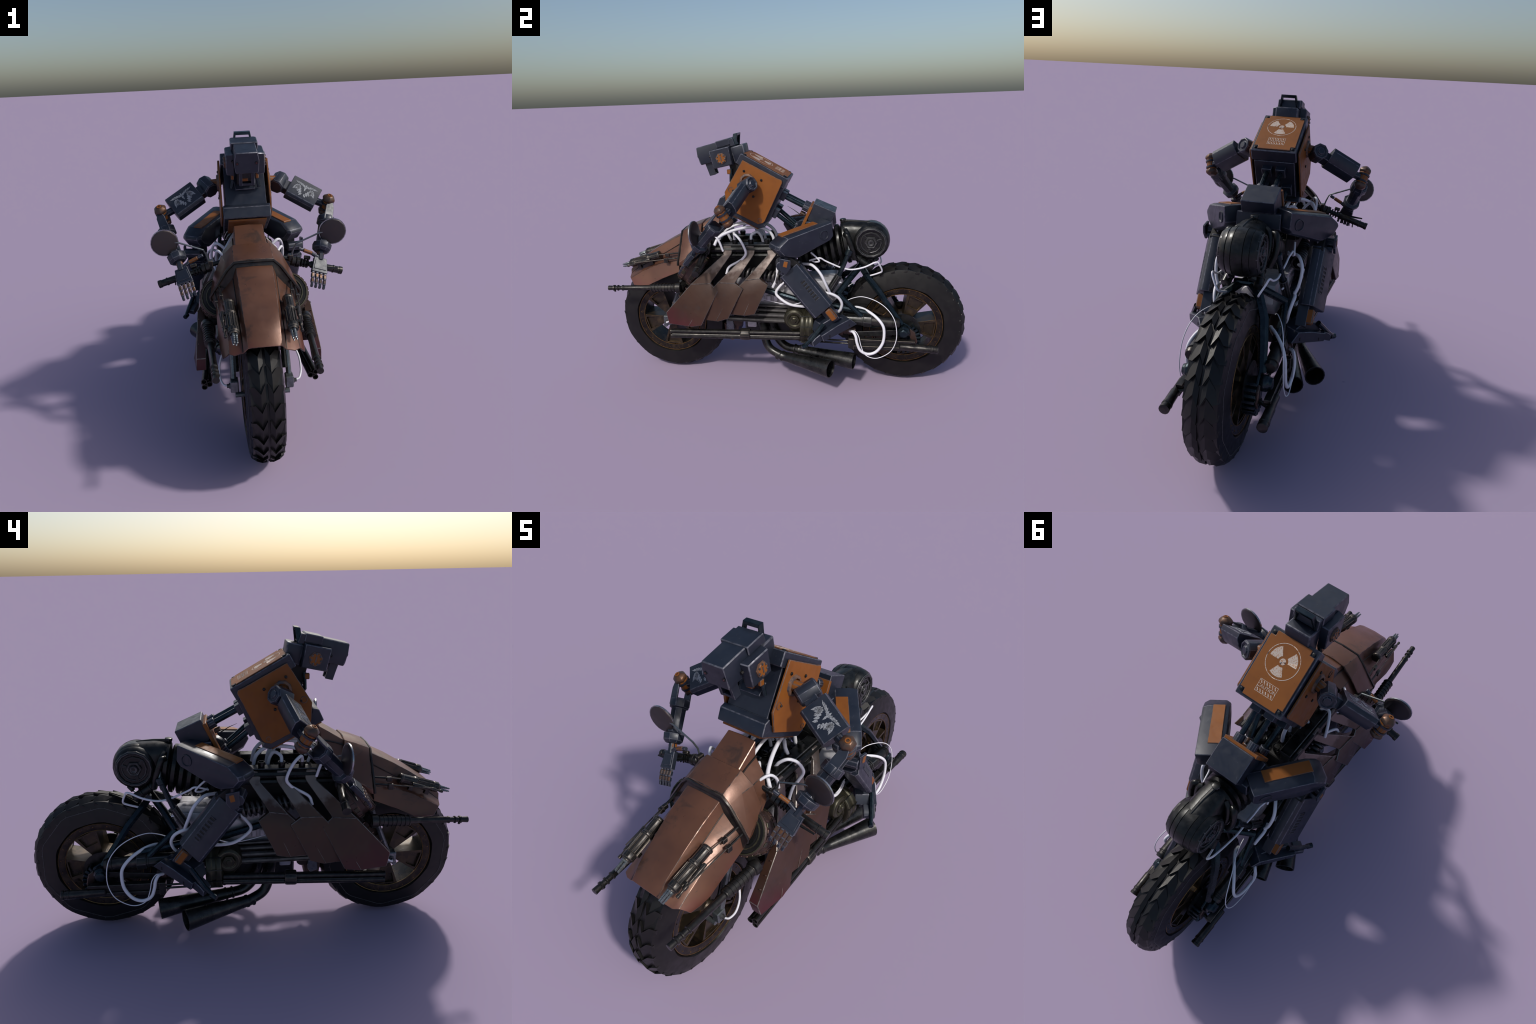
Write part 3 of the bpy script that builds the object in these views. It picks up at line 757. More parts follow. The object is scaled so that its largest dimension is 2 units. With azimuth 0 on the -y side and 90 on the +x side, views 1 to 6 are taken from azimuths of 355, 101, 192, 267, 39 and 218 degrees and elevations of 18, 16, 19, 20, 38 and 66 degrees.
# rods and brackets on the flanks
for a, b in (((.160, -.550, .760), (.130, -.790, .722)), ((.178, -.552, .735), (.160, -.835, .694))):
    rod('side_rod', a, b, .0028, 'gun_edge', fairing, True, sides=6)
    rod('rod_sleeve', V(a) + (V(b) - V(a)) * .02, V(a) + (V(b) - V(a)) * .28, .0048, 'gun', fairing, True, sides=6)
box('rod_bracket', (.152, -.634, .743), (.016, .024, .020), 'gun', fairing, True, bevel=.002)
box('rod_bracket', (.174, -.636, .716), (.016, .024, .026), 'gun', fairing, True, bevel=.002)
# rotary guns on the hood
g0, g1 = V((.124, -.686, .736)), V((.115, -.905, .668))
ga, gr, gu = frame(g1 - g0)
GL = (g1 - g0).length
hood_gun = revolve('hood_gun', [(0, .018), (.004, .024), (.012, .0245), (.016, .022), (.07, .022), (.074, .0245), (.082, .0245), (.086, .0205), (.165, .0205), (.168, .0245), (.190, .0245), (.196, .018), (.200, .018)], g0, ga, 'gun', fairing, True, sides=12, bevel=.0012)
for k in range(10):
    t = 2 * PI * k / 10
    o_ = (gr * math.cos(t) + gu * math.sin(t))
    box('gun_rib', g0 + ga * .126 + o_ * .021, (.078, .004, .006), 'gun_edge' if k % 2 else 'gun', hood_gun, True, bevel=.001, axes=(ga, ga.cross(o_), o_))
for k in range(4):
    t = 2 * PI * k / 4 + .4
    o_ = (gr * math.cos(t) + gu * math.sin(t)) * .0085
    L0 = g0 + ga * .197 + o_
    revolve('gun_muzzle', [(0, .0065), (.010, .0065), (.011, .0050), (.016, .0062), (.018, .0048), (.026, .0058), (.028, .0042), (.038, .0050), (.040, .0034), (.050, .0040), (.053, .0025)], L0, ga, 'fork', hood_gun, True, sides=8)
s0_ = g0 + gr * (-.034 if gr.x < 0 else .034) + ga * .055 - gu * .004
revolve('gun_feed', [(0, .006), (.002, .0085), (.06, .0085), (.062, .006), (.095, .006), (.097, .0085), (.115, .0085), (.118, .005), (.135, .005), (.137, .007), (.150, .007)], s0_, ga, 'gun', hood_gun, True, sides=8, bevel=.001)
for l in (.07, .15):
    box('gun_clamp', g0 + ga * l + gr * (-.018 if gr.x < 0 else .018) - gu * .002, (.014, .030, .012), 'gun', hood_gun, True, bevel=.001, axes=(ga, gr, gu))
    box('gun_mount', g0 + ga * l - gu * .028, (.02, .02, .03), 'gun', hood_gun, True, bevel=.001, axes=(ga, gr, gu))

# ---- side cannons -------------------------------------------------------
c0, c1 = V((.222, -.540, .577)), V((.197, -.988, .552))
prof = [(0, .020), (.003, .030), (.030, .031), (.034, .024)]
x = .036
for k in range(7):
    prof += [(x, .0235), (x + .019, .0235), (x + .0195, .0262), (x + .0225, .0262), (x + .023, .0235)]; x += .0195
prof += [(.180, .022), (.183, .0145), (.355, .0140), (.358, .0165), (.363, .0165), (.366, .0120), (.385, .0120), (.388, .0165), (.393, .0165), (.396, .0120), (.408, .012), (.410, .0165), (.418, .0175), (.421, .0125), (.450, .0140), (.450, .010), (.43, .009), (.43, 0)]
prof2 = []
for d, r in prof:
    if prof2 and d <= prof2[-1][0] and d < .44: d = prof2[-1][0] + .0001
    prof2.append((d, r))
cannon = revolve('cannon', prof2, c0, c1 - c0, 'gun', bike, True, sides=12, smooth=40)
for k in range(8):
    dd = .036 + .0195 * k
    revolve('cannon_ring', [(0, .0240), (.0015, .0262), (.003, .0240)], c0 + (c1 - c0).normalized() * dd, c1 - c0, 'gun_edge', cannon, True, sides=12)
box('cannon_sight', c0 + (c1 - c0).normalized() * .413 - V((0, 0, .016)), (.006, .010, .014), 'gun', cannon, True, bevel=.001)
rod('cannon_mount', (.15, -.52, .60), (.222, -.548, .578), .022, 'gun', cannon, True, sides=10)
# ammunition drums under the fairing
dax = V((0, -.79, .61)); dc = V((.150, -.485, .668))
drum = revolve('ammo_drum', [(-.045, .060), (-.045, .088), (-.040, .095), (-.014, .095), (-.012, .090), (.012, .090), (.014, .095), (.040, .095), (.045, .088), (.045, .060)], dc, dax, 'rust', bike, True, sides=24, bevel=.001)
_, dr, du = frame(dax)
for k in range(24):
    t = 2 * PI * (k + .5) / 24
    o_ = dr * math.cos(t) + du * math.sin(t)
    for s_ in (-.027, .027):
        box('drum_plate', dc + dax * s_ + o_ * .0955, (.020, .019, .005), 'rust' if k % 3 else 'olive', drum, True, bevel=.0012, axes=(dax, dax.cross(o_), o_))
revolve('drum_dark_disc', [(.046, .084), (.048, .082), (.046, .070), (.040, .066), (.040, 0)], dc, dax, 'dark', drum, True, sides=24)
for rr_ in (.070, .090):
    revolve('drum_hoop', [(.045, rr_), (.050, rr_ - .001), (.050, rr_ - .005), (.045, rr_ - .006), (.045, rr_)], dc, dax, 'olive_edge', drum, True, sides=24)
revolve('drum_core', [(-.05, .055), (.05, .055)], dc, dax, 'black', drum, True, sides=16)

# ---- lower gatlings ------------------------------------------------------
b0, b1_ = V((.247, -.613, .314)), V((.205, .110, .314))
ba, br_, bu = frame(b1_ - b0)
BL = (b1_ - b0).length
gat = revolve('gatling', [(.395, .022), (.397, .032), (.405, .034), (.440, .034), (.448, .032), (.452, .024)], b0, ba, 'gun', bike, True, sides=14, bevel=.0015)
for k in range(3):
    t = PI / 2 + 2 * PI * k / 3 + PI / 3 * 1.0 + .5
    o_ = (br_ * math.cos(t) + bu * math.sin(t)) * .0158
    revolve('gatling_barrel', [(.02, 0), (.02, .0095), (0, .0105), (0, .0135), (.004, .0138), (.006, .0128), (BL, .0128)], b0 + o_, ba, 'gun', gat, True, sides=12)
rod('gatling_spine', b0 + ba * .05, b0 + ba * BL, .008, 'dark', gat, True, sides=8)
for k in range(3):
    t = PI / 2 + 2 * PI * k / 3 + .5
    o_ = (br_ * math.cos(t) + bu * math.sin(t)) * .019
    rod('gatling_rod', b0 + ba * .01 + o_, b0 + ba * BL + o_, .0045, 'gun', gat, True, sides=6)

# ---- blades (zigzag armour) ---------------------------------------------
b1 = [(.145, -.310, .796), (.145, -.269, .796), (.148, -.259, .779), (.155, -.265, .753), (.240, -.369, .611), (.255, -.324, .574), (.292, -.420, .383), (.297, -.481, .376), (.285, -.608, .384), (.281, -.621, .449), (.264, -.471, .613), (.155, -.310, .752), (.145, -.318, .784)]
b2 = [(.145, -.181, .798), (.145, -.141, .798), (.148, -.133, .776), (.155, -.139, .753), (.237, -.233, .615), (.255, -.186, .590), (.280, -.270, .425), (.273, -.330, .403), (.258, -.450, .407), (.258, -.463, .470), (.248, -.325, .620), (.155, -.184, .752), (.145, -.190, .785)]
b3 = [(.145, -.052, .799), (.145, -.022, .799), (.148, -.012, .777), (.155, -.018, .753), (.230, -.098, .643), (.250, -.049, .612), (.270, -.124, .453), (.265, -.175, .440), (.252, -.290, .440), (.250, -.310, .500), (.238, -.177, .634), (.155, -.063, .752), (.145, -.070, .785)]
for P_ in (b1, b2, b3):
    P_ = [V(p) for p in P_]
    bm = bmesh.new()
    vs = [bm.verts.new(p) for p in P_]
    lowc = bm.verts.new((P_[4] * .2 + P_[5] * .25 + P_[6] * .2 + P_[8] * .2 + P_[10] * .15) + V((.006, 0, 0)))
    fs = [bm.faces.new([vs[i] for i in (12, 0, 1, 2, 3, 11)]), bm.faces.new([vs[i] for i in (11, 3, 4, 10)])]
    loop = [4, 5, 6, 7, 8, 9, 10]
    for i in range(7):
        fs.append(bm.faces.new([vs[loop[i]], vs[loop[(i + 1) % 7]], lowc]))
    bmesh.ops.recalc_face_normals(bm, faces=fs)
    if sum(f.normal.x * f.calc_area() for f in fs) < 0: bmesh.ops.reverse_faces(bm, faces=fs)
    # thickness towards the engine, deeper in the lower plate
    geo = bmesh.ops.duplicate(bm, geom=bm.verts[:] + bm.edges[:] + bm.faces[:])
    vmap = geo['vert_map']
    bmesh.ops.reverse_faces(bm, faces=[g for g in geo['geom'] if isinstance(g, bmesh.types.BMFace)])
    depth = [.012, .012, .012, .014, .020, .020, .030, .036, .044, .044, .034, .014, .012]
    inner_v = []
    for i, v in enumerate(vs):
        w_ = vmap[v]; w_.co = w_.co + V((-depth[i], 0, 0)); inner_v.append(w_)
    vmap[lowc].co += V((-.03, 0, 0))
    bm.verts.ensure_lookup_table()
    order = list(range(13))
    for i in range(13):
        j = (i + 1) % 13
        bm.faces.new([vs[j], vs[i], inner_v[i], inner_v[j]])
    blade = finish('armor_blade', bm, 'blade', bike, True, .0025, min_angle=22)
    tube('blade_highlight_tube', [P_[10] + V((.0005, 0, 0)), P_[4] + V((.0005, 0, 0))], .0022, 'blade_edge', blade, True, sides=6)  # thin pale tubes laid on for the bright highlight along the knee
    tube('blade_highlight_tube', [P_[4] + V((.0002, 0, 0)), P_[4] * .5 + P_[6] * .5 + V((.003, -.028, 0)), P_[7] + V((.0004, -.01, .004))], .0011, 'blade_edge', blade, True, sides=5)
    rod('blade_pin', (P_[0] + P_[1]) / 2 + V((-.06, 0, -.025)), (P_[0] + P_[1]) / 2 + V((-.004, 0, -.025)), .010, 'black', blade, True, sides=8)
# gouges on the first blade
for (y0, z0, y1, z1) in ((-.505, .590, -.44, .515), (-.545, .545, -.465, .440), (-.585, .505, -.52, .415)):
    def bx(y, z): return .2530 + (.600 - z) * .085
    a = V((bx(y0, z0) + .0045, y0, z0)); c = V((bx(y1, z1) + .0065, y1, z1))
    tube('blade_gouge', [a, (a + c) / 2 + V((.002, .003, .004)), c], [.0022, .0018, .0005], 'sac', bike, True, sides=4)

# ---- engine --------------------------------------------------------------
engine = side('engine', [(-.40, .73), (.02, .73), (.06, .62), (.06, .45), (-.20, .44), (-.40, .52)], -.082, .082, 'dark', bike, bevel=.004)
head_rail = side('cylinder_head', [(-.385, .798), (.014, .806), (.014, .780), (-.385, .772)], .072, .128, 'black', engine, True, bevel=.003)
side('head_side', [(-.385, .772), (.012, .780), (.012, .728), (-.385, .720)], .075, .122, 'black', engine, True, bevel=.003)
rod('head_pipe', (.135, -.385, .775), (.135, .010, .784), .016, 'black', engine, True, sides=8)
rod('head_pipe', (.128, -.385, .738), (.128, .010, .746), .014, 'black', engine, True, sides=8)
for y in (-.345, -.255, -.165, -.075):
    z = .797 + (y + .385) * .02
    revolve('plug', [(0, .015), (.012, .015), (.013, .017), (.024, .017), (.024, .012), (.019, .011), (.019, 0)], (.098, y, z), (0, 0, 1), 'black', engine, True, sides=12)
for y in (-.30, -.21, -.12, -.03):
    box('valve_block', (.045, y, .735), (.04, .05, .06), 'black', engine, True, bevel=.004)
for k in range(6):
    coil('valve_spring', (.05, -.36 + k * .07, .70), (.035, -.36 + k * .07, .77), .016, .0035, 5, 'black', engine, True)
# side springs and their light housing
coil('side_spring', (.142, -.225, .650), (.142, .035, .618), .030, .0075, 11, 'engine_dim', engine, True)
rod('spring_core', (.142, -.23, .651), (.142, .04, .617), .012, 'black', engine, True)
crankcase = side('crankcase', [(-.30, .60), (-.05, .595), (.10, .585), (.30, .60), (.33, .52), (.26, .44), (-.05, .415), (-.30, .43)], -.098, .098, 'engine', engine, bevel=.008, segs=2)
for k in range(9):
    y = -.12 + k * .030
    rod('crankcase_bolt', (.104, y, .585), (.104, y, .565), .009, 'engine', crankcase, True, sides=8)
for k in range(5):
    box('crankcase_lug', (.104, -.15 + k * .038, .485), (.02, .026, .040), 'engine', crankcase, True, bevel=.005)
for y, z, r in ((-.10, .53, .035), (.05, .52, .045), (.20, .53, .04)):
    revolve('crankcase_cover', [(-.02, r), (.010, r), (.016, r * .8), (.018, 0)], (.095, y, z), (1, 0, 0), 'engine', crankcase, True, sides=18, bevel=.002)
revolve('gearbox', [(-.02, .11), (.0, .135), (.10, .13), (.13, .10), (.145, .04), (.145, 0)], (0, .19, .535), (0, 1, .1), 'engine', engine, sides=20, scale=(.55, .46))
box('gearbox_case', (0, .26, .48), (.10, .09, .14), 'engine_dim', engine, bevel=.015, segs=2)
# lower pipes
for x, z, y0, y1, r in ((.172, .383, -.30, .10, .0145), (.158, .408, -.25, .10, .013), (.138, .428, -.20, .09, .011), (.120, .445, -.16, .08, .009)):
    rod('lower_pipe', (x, y0, z), (x, y1, z - .004), r, 'engine_dim', engine, True, sides=10)
revolve('red_pulley', [(-.012, .018), (-.012, .026), (0, .023), (.012, .026), (.012, .018)], (.105, -.257, .336), (1, 0, 0), 'rust', engine, True, sides=16)
box('engine_bracket', (.085, -.18, .325), (.03, .055, .05), 'engine', engine, True, bevel=.008, segs=2)
side('lower_bracket', [(-.355, .31), (-.265, .31), (-.275, .23), (-.31, .195), (-.345, .225)], -.075, .075, 'rust', engine, bevel=.006)
box('sump', (0, -.025, .325), (.17, .40, .16), 'black', engine, bevel=.01, segs=2)
side('down_frame', [(-.325, .43), (-.295, .43), (-.285, .285), (-.30, .262), (-.335, .275)], .085, .105, 'fork', engine, True, bevel=.003)
# olive clutch drum and its casing
clutch = revolve('clutch_drum', [(-.036, .085), (-.036, .100), (-.032, .106), (-.012, .106), (-.010, .102), (.008, .102), (.010, .106), (.032, .106), (.036, .100), (.036, .085)], (.150, .152, .357), (0, 1, 0), 'olive', bike, True, sides=24, bevel=.0015)
for k in range(12):
    t = 2 * PI * (k + .5) / 12
    o_ = V((math.cos(t), 0, math.sin(t)))
    box('drum_seam', V((.150, .152, .357)) + o_ * .1045, (.074, .004, .006), 'black', clutch, True, bevel=0, axes=(V((0, 1, 0)), V((0, 1, 0)).cross(o_), o_))
revolve('clutch_face', [(-.01, .084), (-.01, .084), (.0, .075), (.006, .060)], (.150, .114, .357), (0, -1, 0), 'olive', clutch, True, sides=20)
casing = revolve('clutch_casing', [(-.06, .060), (.0, .060), (.010, .056), (.016, .046), (.016, .034), (.012, .032)], (.208, .084, .408), (1, 0, 0), 'olive', bike, True, sides=18, bevel=.0015)
revolve('casing_nut', [(0, .030), (.010, .028), (.010, .014), (.018, .013), (.018, 0)], (.220, .084, .410), (1, 0, 0), 'olive', casing, True, sides=6, bevel=.002)
side('casing_plate', [(.030, .400), (.045, .360), (.105, .270), (.118, .275), (.118, .44), (.06, .45)], .150, .200, 'olive', casing, True, bevel=.003)

# ---- exhausts -------------------------------------------------------------
def exhaust(path, rp, out, ro):
    pts = spline(path, 6)
    pipe = tube('exhaust_pipe', pts, rp, 'exhaust', bike, True, sides=12, smooth=40)
    a = V(path[-1]); b = V(out); L = (b - a).length
    revolve('exhaust_muffler', [(-.03, rp + .002), (-.028, rp + .005), (-.022, rp + .005), (-.018, rp + .001), (0, rp + .002), (.002, rp + .006), (.010, rp + .006), (.014, rp + .003),
                                (.05, rp + .005), (L, ro), (L, ro - .005), (L - .10, ro - .014), (L - .10, 0)], a, b - a, 'exhaust', pipe, True, sides=18, smooth=40)
    return pipe
exhaust([(.115, -.120, .430), (.120, -.115, .344), (.126, -.106, .300), (.140, -.092, .236), (.152, -.064, .194), (.174, .002, .168)], .0235, (.302, .283, .170), .049)
exhaust([(.098, -.068, .430), (.100, -.060, .326), (.105, -.040, .270), (.110, -.015, .225), (.122, .028, .198), (.146, .098, .196)], .0235, (.224, .404, .182), .046)

# ---- tail lamp drum and bellows -----------------------------------------
LO = V((0, .483, .807))
lamp = revolve('tail_drum', [(-.074, .062), (-.077, .082), (-.071, .091), (-.052, .097), (-.050, .0945), (-.048, .097), (-.0255, .1015), (-.024, .099), (-.0225, .1015), (0, .1025), (.0225, .1015), (.024, .099), (.0255, .1015), (.048, .097), (.050, .0945), (.052, .097), (.071, .091), (.077, .082), (.074, .062)], LO, (1, 0, 0), 'black', bike, sides=24, smooth=40)
# volute scoop running forward from the drum to the throat
rows = []
for y, zt, zb, hx in ((.485, .908, .720, .070), (.430, .911, .726, .070), (.380, .912, .735, .066), (.335, .907, .745, .062)):
    ring = []
    for k in range(14):
        t = 2 * PI * k / 14 + PI / 14
        zc, hz = (zt + zb) / 2, (zt - zb) / 2
        cx_, cz_ = math.cos(t), math.sin(t)
        e_ = .7
        ring.append(V((hx * abs(cx_) ** e_ * (1 if cx_ > 0 else -1), y, zc + hz * abs(cz_) ** e_ * (1 if cz_ > 0 else -1))))
    rows.append(ring)
bm = bmesh.new()
gr_ = [[bm.verts.new(p) for p in r_] for r_ in rows]
for A, B in zip(gr_, gr_[1:]):
    for k in range(14): bm.faces.new([A[k], A[(k + 1) % 14], B[(k + 1) % 14], B[k]])
bm.faces.new(gr_[0]); bm.faces.new(gr_[-1])
finish('volute', bm, 'black', lamp, smooth=40)
tube('volute_vein', [(.0, .335, .908), (.008, .40, .908), (.010, .47, .904), (.006, .52, .892)], [.010, .009, .008, .004], 'black', lamp, sides=8)
revolve('filler_cap', [(-.025, .016), (.004, .015), (.006, .018), (.016, .017), (.018, .010)], (0, .332, .905), (0, -.1, 1), 'black', lamp, sides=10, bevel=.001)
DC = V((.071, .483, .807)); X1 = V((1, 0, 0))
revolve('drum_rim', [(0, .086), (.012, .083), (.016, .076), (.012, .069), (.004, .067), (-.004, .062), (0, .086)], DC, X1, 'black', lamp, True, sides=14, bevel=.0018)
revolve('drum_ring', [(.0, .060), (.008, .058), (.009, .052), (.0, .050), (0, .060)], DC, X1, 'black', lamp, True, sides=12, bevel=.0016)
revolve('drum_boss', [(-.01, .038), (.011, .036), (.013, .028), (.008, .024), (.008, 0)], DC, X1, 'black', lamp, True, sides=6, bevel=.002)
revolve('boss_nut', [(.0, .019), (.018, .018), (.020, .013), (.016, .009), (.016, 0)], DC, X1, 'black', lamp, True, sides=12, bevel=.0018)
for k in range(3):
    t = 2 * PI * k / 3 + .3
    box('boss_spoke', DC + V((.005, math.cos(t) * .046, math.sin(t) * .046)), (.010, .026, .014), 'black', lamp, True, bevel=.002, axes=(X1, V((0, math.cos(t), math.sin(t))), V((0, -math.sin(t), math.cos(t)))))
rod('drum_foot', (.04, .52, .715), (.055, .50, .70), .012, 'black', lamp, True, sides=6)
# bellows: soft pleats between the drum and the engine
BN = 8
for k in range(BN):
    t = k / (BN - 1)
    y = .352 - .245 * t
    zc = .790 - .085 * t; hz = .118 - .030 * t; hx = .092 + .012 * math.sin(t * PI)
    revolve('bellows_pleat', [(-.020, .62), (-.015, .90), (-.008, 1.0), (.008, 1.0), (.015, .90), (.020, .62)], (0, y, zc), (0, 1, .20), 'black', bike, sides=20, scale=(hx, hz), smooth=50)
tube('bellows_core', [(0, .38, .80), (0, .10, .70)], .075, 'dark', bike, sides=12)
for x0 in (.055, .085):
    tube('intake_hose', [(x0, .345, .905 - x0 * .6), (x0 + .022, .36, .85), (x0 + .026, .385, .78), (x0 + .005, .40, .72)], .014, 'black', bike, True, sides=8, curve=True, smooth=50)

# ---- rear frame ------------------------------------------------------------
fr_ = rod('rear_frame', (.118, .372, .770), (.134, .318, .640), .0125, 'piston', bike, True, sides=10)
rod('frame_sleeve', (.134, .318, .640), (.142, .262, .548), .020, 'black', fr_, True, sides=10, bevel=.002)
rod('frame_cap', (.117, .374, .778), (.120, .362, .748), .020, 'piston', fr_, True, sides=8, bevel=.003)
rod('frame_stub', (.105, .368, .805), (.117, .372, .765), .008, 'fork', fr_, True, sides=8)
turned('shock_cylinder', (.055, .388, .735), (.070, .497, .664), [(0, .018), (.3, .020), (.31, .024), (.36, .024), (.37, .019), (.62, .019), (.63, .024), (.68, .024), (.70, .021), (.98, .021), (1, .015)], 'black', fr_, True, sides=12, smooth=40)
tube('cross_tube', [(.0, .435, .662), (.075, .370, .60), (.150, .312, .538)], .018, 'piston', fr_, True, sides=10)
rod('fork_crown', (-.05, .435, .655), (.05, .435, .655), .015, 'piston', fr_, sides=10)
tube('wheel_stay', [(.025, .440, .648), (.070, .470, .615), (.108, .530, .550), (.128, .595, .455), (.142, .656, .375)], [.021, .021, .021, .019, .016], 'piston', fr_, True, sides=6, flat=(1, .75))
tube('frame_tube', [(.125, -.10, .545), (.138, .10, .494), (.150, .300, .470), (.150, .475, .435)], .0165, 'piston', fr_, True, sides=10)
tube('frame_tube', [(.150, .312, .540), (.160, .40, .46), (.170, .46, .405)], .014, 'piston', fr_, True, sides=10)
swing = rod('swing_arm', (.135, .18, .395), (.163, .465, .400), .031, 'black', bike, True, sides=8, bevel=.002)
rod('swing_collar', (.163, .452, .401), (.166, .495, .401), .039, 'black', swing, True, sides=8, bevel=.002)
rod('swing_collar', (.162, .444, .401), (.163, .452, .401), .035, 'black', swing, True, sides=8, bevel=.001)
turned('swing_end', (.166, .49, .400), (.166, .640, .390), [(0, .028), (.75, .028), (.76, .031), (.80, .031), (.81, .026), (.88, .026), (.89, .030), (1, .024)], 'gun', swing, True, sides=12, smooth=40)
turned('axle_nut', (.135, .662, .337), (.190, .662, .337), [(0, .030), (.25, .036), (.6, .036), (.75, .026), (.95, .024), (1, .014)], 'piston', swing, True, sides=8, bevel=.002)
rod('axle', (-.16, .662, .338), (.16, .662, .338), .016, 'fork', swing, sides=10)
side('axle_plate', [(.61, .31), (.62, .36), (.66, .385), (.70, .36), (.735, .30), (.725, .255), (.70, .27), (.67, .30)], .128, .140, 'piston', swing, True, bevel=.003)
side('caliper_fin', [(.70, .35), (.725, .33), (.738, .28), (.728, .255), (.705, .285), (.69, .33)], .136, .148, 'rust', swing, True, bevel=.003)
# segmented brake block
for k in range(12):
    t = -2.2 + k * .29
    box('brake_segment', (.114, .672 + math.cos(t) * .070, .288 + math.sin(t) * .070), (.052, .030, .013), 'piston', swing, True, bevel=.002, axes=(V((1, 0, 0)), V((0, math.cos(t), math.sin(t))), V((0, -math.sin(t), math.cos(t)))))
revolve('brake_core', [(.088, .066), (.132, .070), (.138, .05)], (0, .672, .288), (1, 0, 0), 'black', swing, True, sides=20)
revolve('brake_disc', [(-.003, .095), (.003, .095)], (.094, .662, .320), (1, 0, 0), 'black', swing, True, sides=28)
rod('brake_link', (.12, .70, .285), (.185, .72, .272), .009, 'black', swing, True, sides=8)
# low rear guns
lowgun = box('rear_gun', (.182, .555, .292), (.030, .335, .016), 'gun', bike, True, bevel=.002)
box('rear_gun_rail', (.190, .555, .254), (.020, .335, .018), 'gun', lowgun, True, bevel=.002)
box('rear_gun_core', (.183, .53, .272), (.016, .30, .03), 'dark', lowgun, True, bevel=.001)
side('rear_gun_breech', [(.372, .305), (.402, .305), (.402, .240), (.372, .250)], .166, .206, 'gun', lowgun, True, bevel=.003)
for dz in (-.008, .008):
    rod('rear_gun_rod', (.195, .17, .285 + dz), (.195, .39, .280 + dz), .005, 'gun', lowgun, True, sides=6)
turned('rear_gun_barrel', (.200, .640, .270), (.1935, .840, .259), [(0, .012), (.02, .016), (.40, .017), (.42, .020), (.80, .0205), (.81, .0225), (.86, .0225), (.87, .020), (.93, .020), (.94, .0225), (.99, .022), (1, .0185)], 'gun', lowgun, True, sides=14, smooth=40)
turned('barrel_joint', (.170, .30, .335), (.172, .41, .345), [(0, .022), (.25, .022), (.26, .028), (.4, .028), (.41, .02), (.6, .02), (.61, .026), (.8, .026), (.81, .018), (1, .018)], 'rust', lowgun, True, sides=12, smooth=40)
side('chain_guard', [(.30, .315), (.64, .345), (.66, .32), (.34, .285)], .145, .155, 'black', lowgun, True, bevel=.002)

# ---- front fork, handlebar, mirrors --------------------------------------
fork = rod('front_fork', (.124, -.662, .362), (.118, -.560, .62), .0125, 'fork', bike, True, sides=10)
rod('fork_leg', (.108, -.655, .39), (.105, -.56, .62), .012, 'black', fork, True, sides=8)
rod('fork_upper', (.117, -.57, .60), (.100, -.43, .84), .022, 'black', fork, True, sides=10)
box('fork_foot', (.122, -.677, .338), (.036, .046, .056), 'fork', fork, True, bevel=.004)
rod('fork_axle', (-.12, -.698, .300), (.12, -.698, .300), .012, 'fork', fork, sides=10)
revolve('fork_valve', [(0, .013), (.006, .013), (.007, .009), (.016, .009)], (.139, -.677, .335), (1, 0, 0), 'black_edge', fork, True, sides=8)
side('fork_yoke', [(-.47, .80), (-.38, .83), (-.36, .79), (-.45, .76)], -.12, .12, 'black', fork, bevel=.004)
side('headstock', [(-.60, .70), (-.44, .80), (-.36, .74), (-.42, .55), (-.50, .50), (-.58, .56)], -.080, .080, 'dark', fork, bevel=.01)
bar = tube('handlebar', [(.0, -.40, .835), (.10, -.395, .83), (.19, -.385, .803), (.30, -.388, .766), (.432, -.384, .727)], .0105, 'black', bike, True, sides=10)
bd = V((.132, .004, -.039)).normalized()
def bpnt(t): return V((.300, -.388, .766)) + bd * t
turned('bar_clamp', bpnt(-.118), bpnt(-.075), [(0, .018), (.1, .024), (.5, .024), (.55, .02), (.6, .026), (.95, .026), (1, .018)], 'gun', bar, True, sides=12)
turned('bar_rings', bpnt(-.070), bpnt(-.022), [(0, .012), (.04, .021), (.18, .021), (.2, .012), (.3, .012), (.32, .021), (.46, .021), (.48, .012), (.6, .012), (.62, .021), (.76, .021), (.78, .012), (1, .012)], 'black', bar, True, sides=12)
turned('bar_grip', bpnt(-.02), bpnt(.139), [(0, .014), (.02, .0165), (.70, .0165), (.71, .019), (.74, .019), (.75, .0165), (.90, .0165), (.91, .0185), (1, .0185)], 'gun', bar, True, sides=14, smooth=40)
for k in range(4):
    box('grip_tooth', bpnt(.002 + k * .019) + V((0, .006, -.022)), (.006, .008, .022), 'black', bar, True, bevel=.001)
tube('brake_lever', [bpnt(-.03) + V((0, -.02, .006)), bpnt(.03) + V((0, -.040, .006)), (.403, -.430, .757)], [.008, .007, .004], 'black', bar, True, sides=6)
rod('bar_switch', bpnt(-.05) + V((0, 0, .03)), bpnt(-.02) + V((0, -.002, .032)), .010, 'gun', bar, True, sides=6, bevel=.002)
box('bar_bracket', (.188, -.388, .812), (.022, .035, .035), 'gun', bar, True, bevel=.004)
mirror = turned('mirror', (.389, -.381, .927), (.3875, -.395, .926), [(0, .052), (.1, .060), (.5, .063), (.9, .060), (1, .057)], 'mirror', bar, True, sides=12, bevel=.0015)
revolve('mirror_rim', [(-.003, .0605), (-.003, .0640), (.003, .0640), (.003, .0605), (-.003, .0605)], (.388, -.388, .9265), V((.0015, .014, .001)), 'mirror_rim', bar, True, sides=24)
tube('mirror_stalk', [(.192, -.384, .815), (.203, -.380, .848), (.216, -.390, .880), (.321, -.388, .921), (.345, -.386, .925)], .0042, 'fork', bar, True, sides=8)

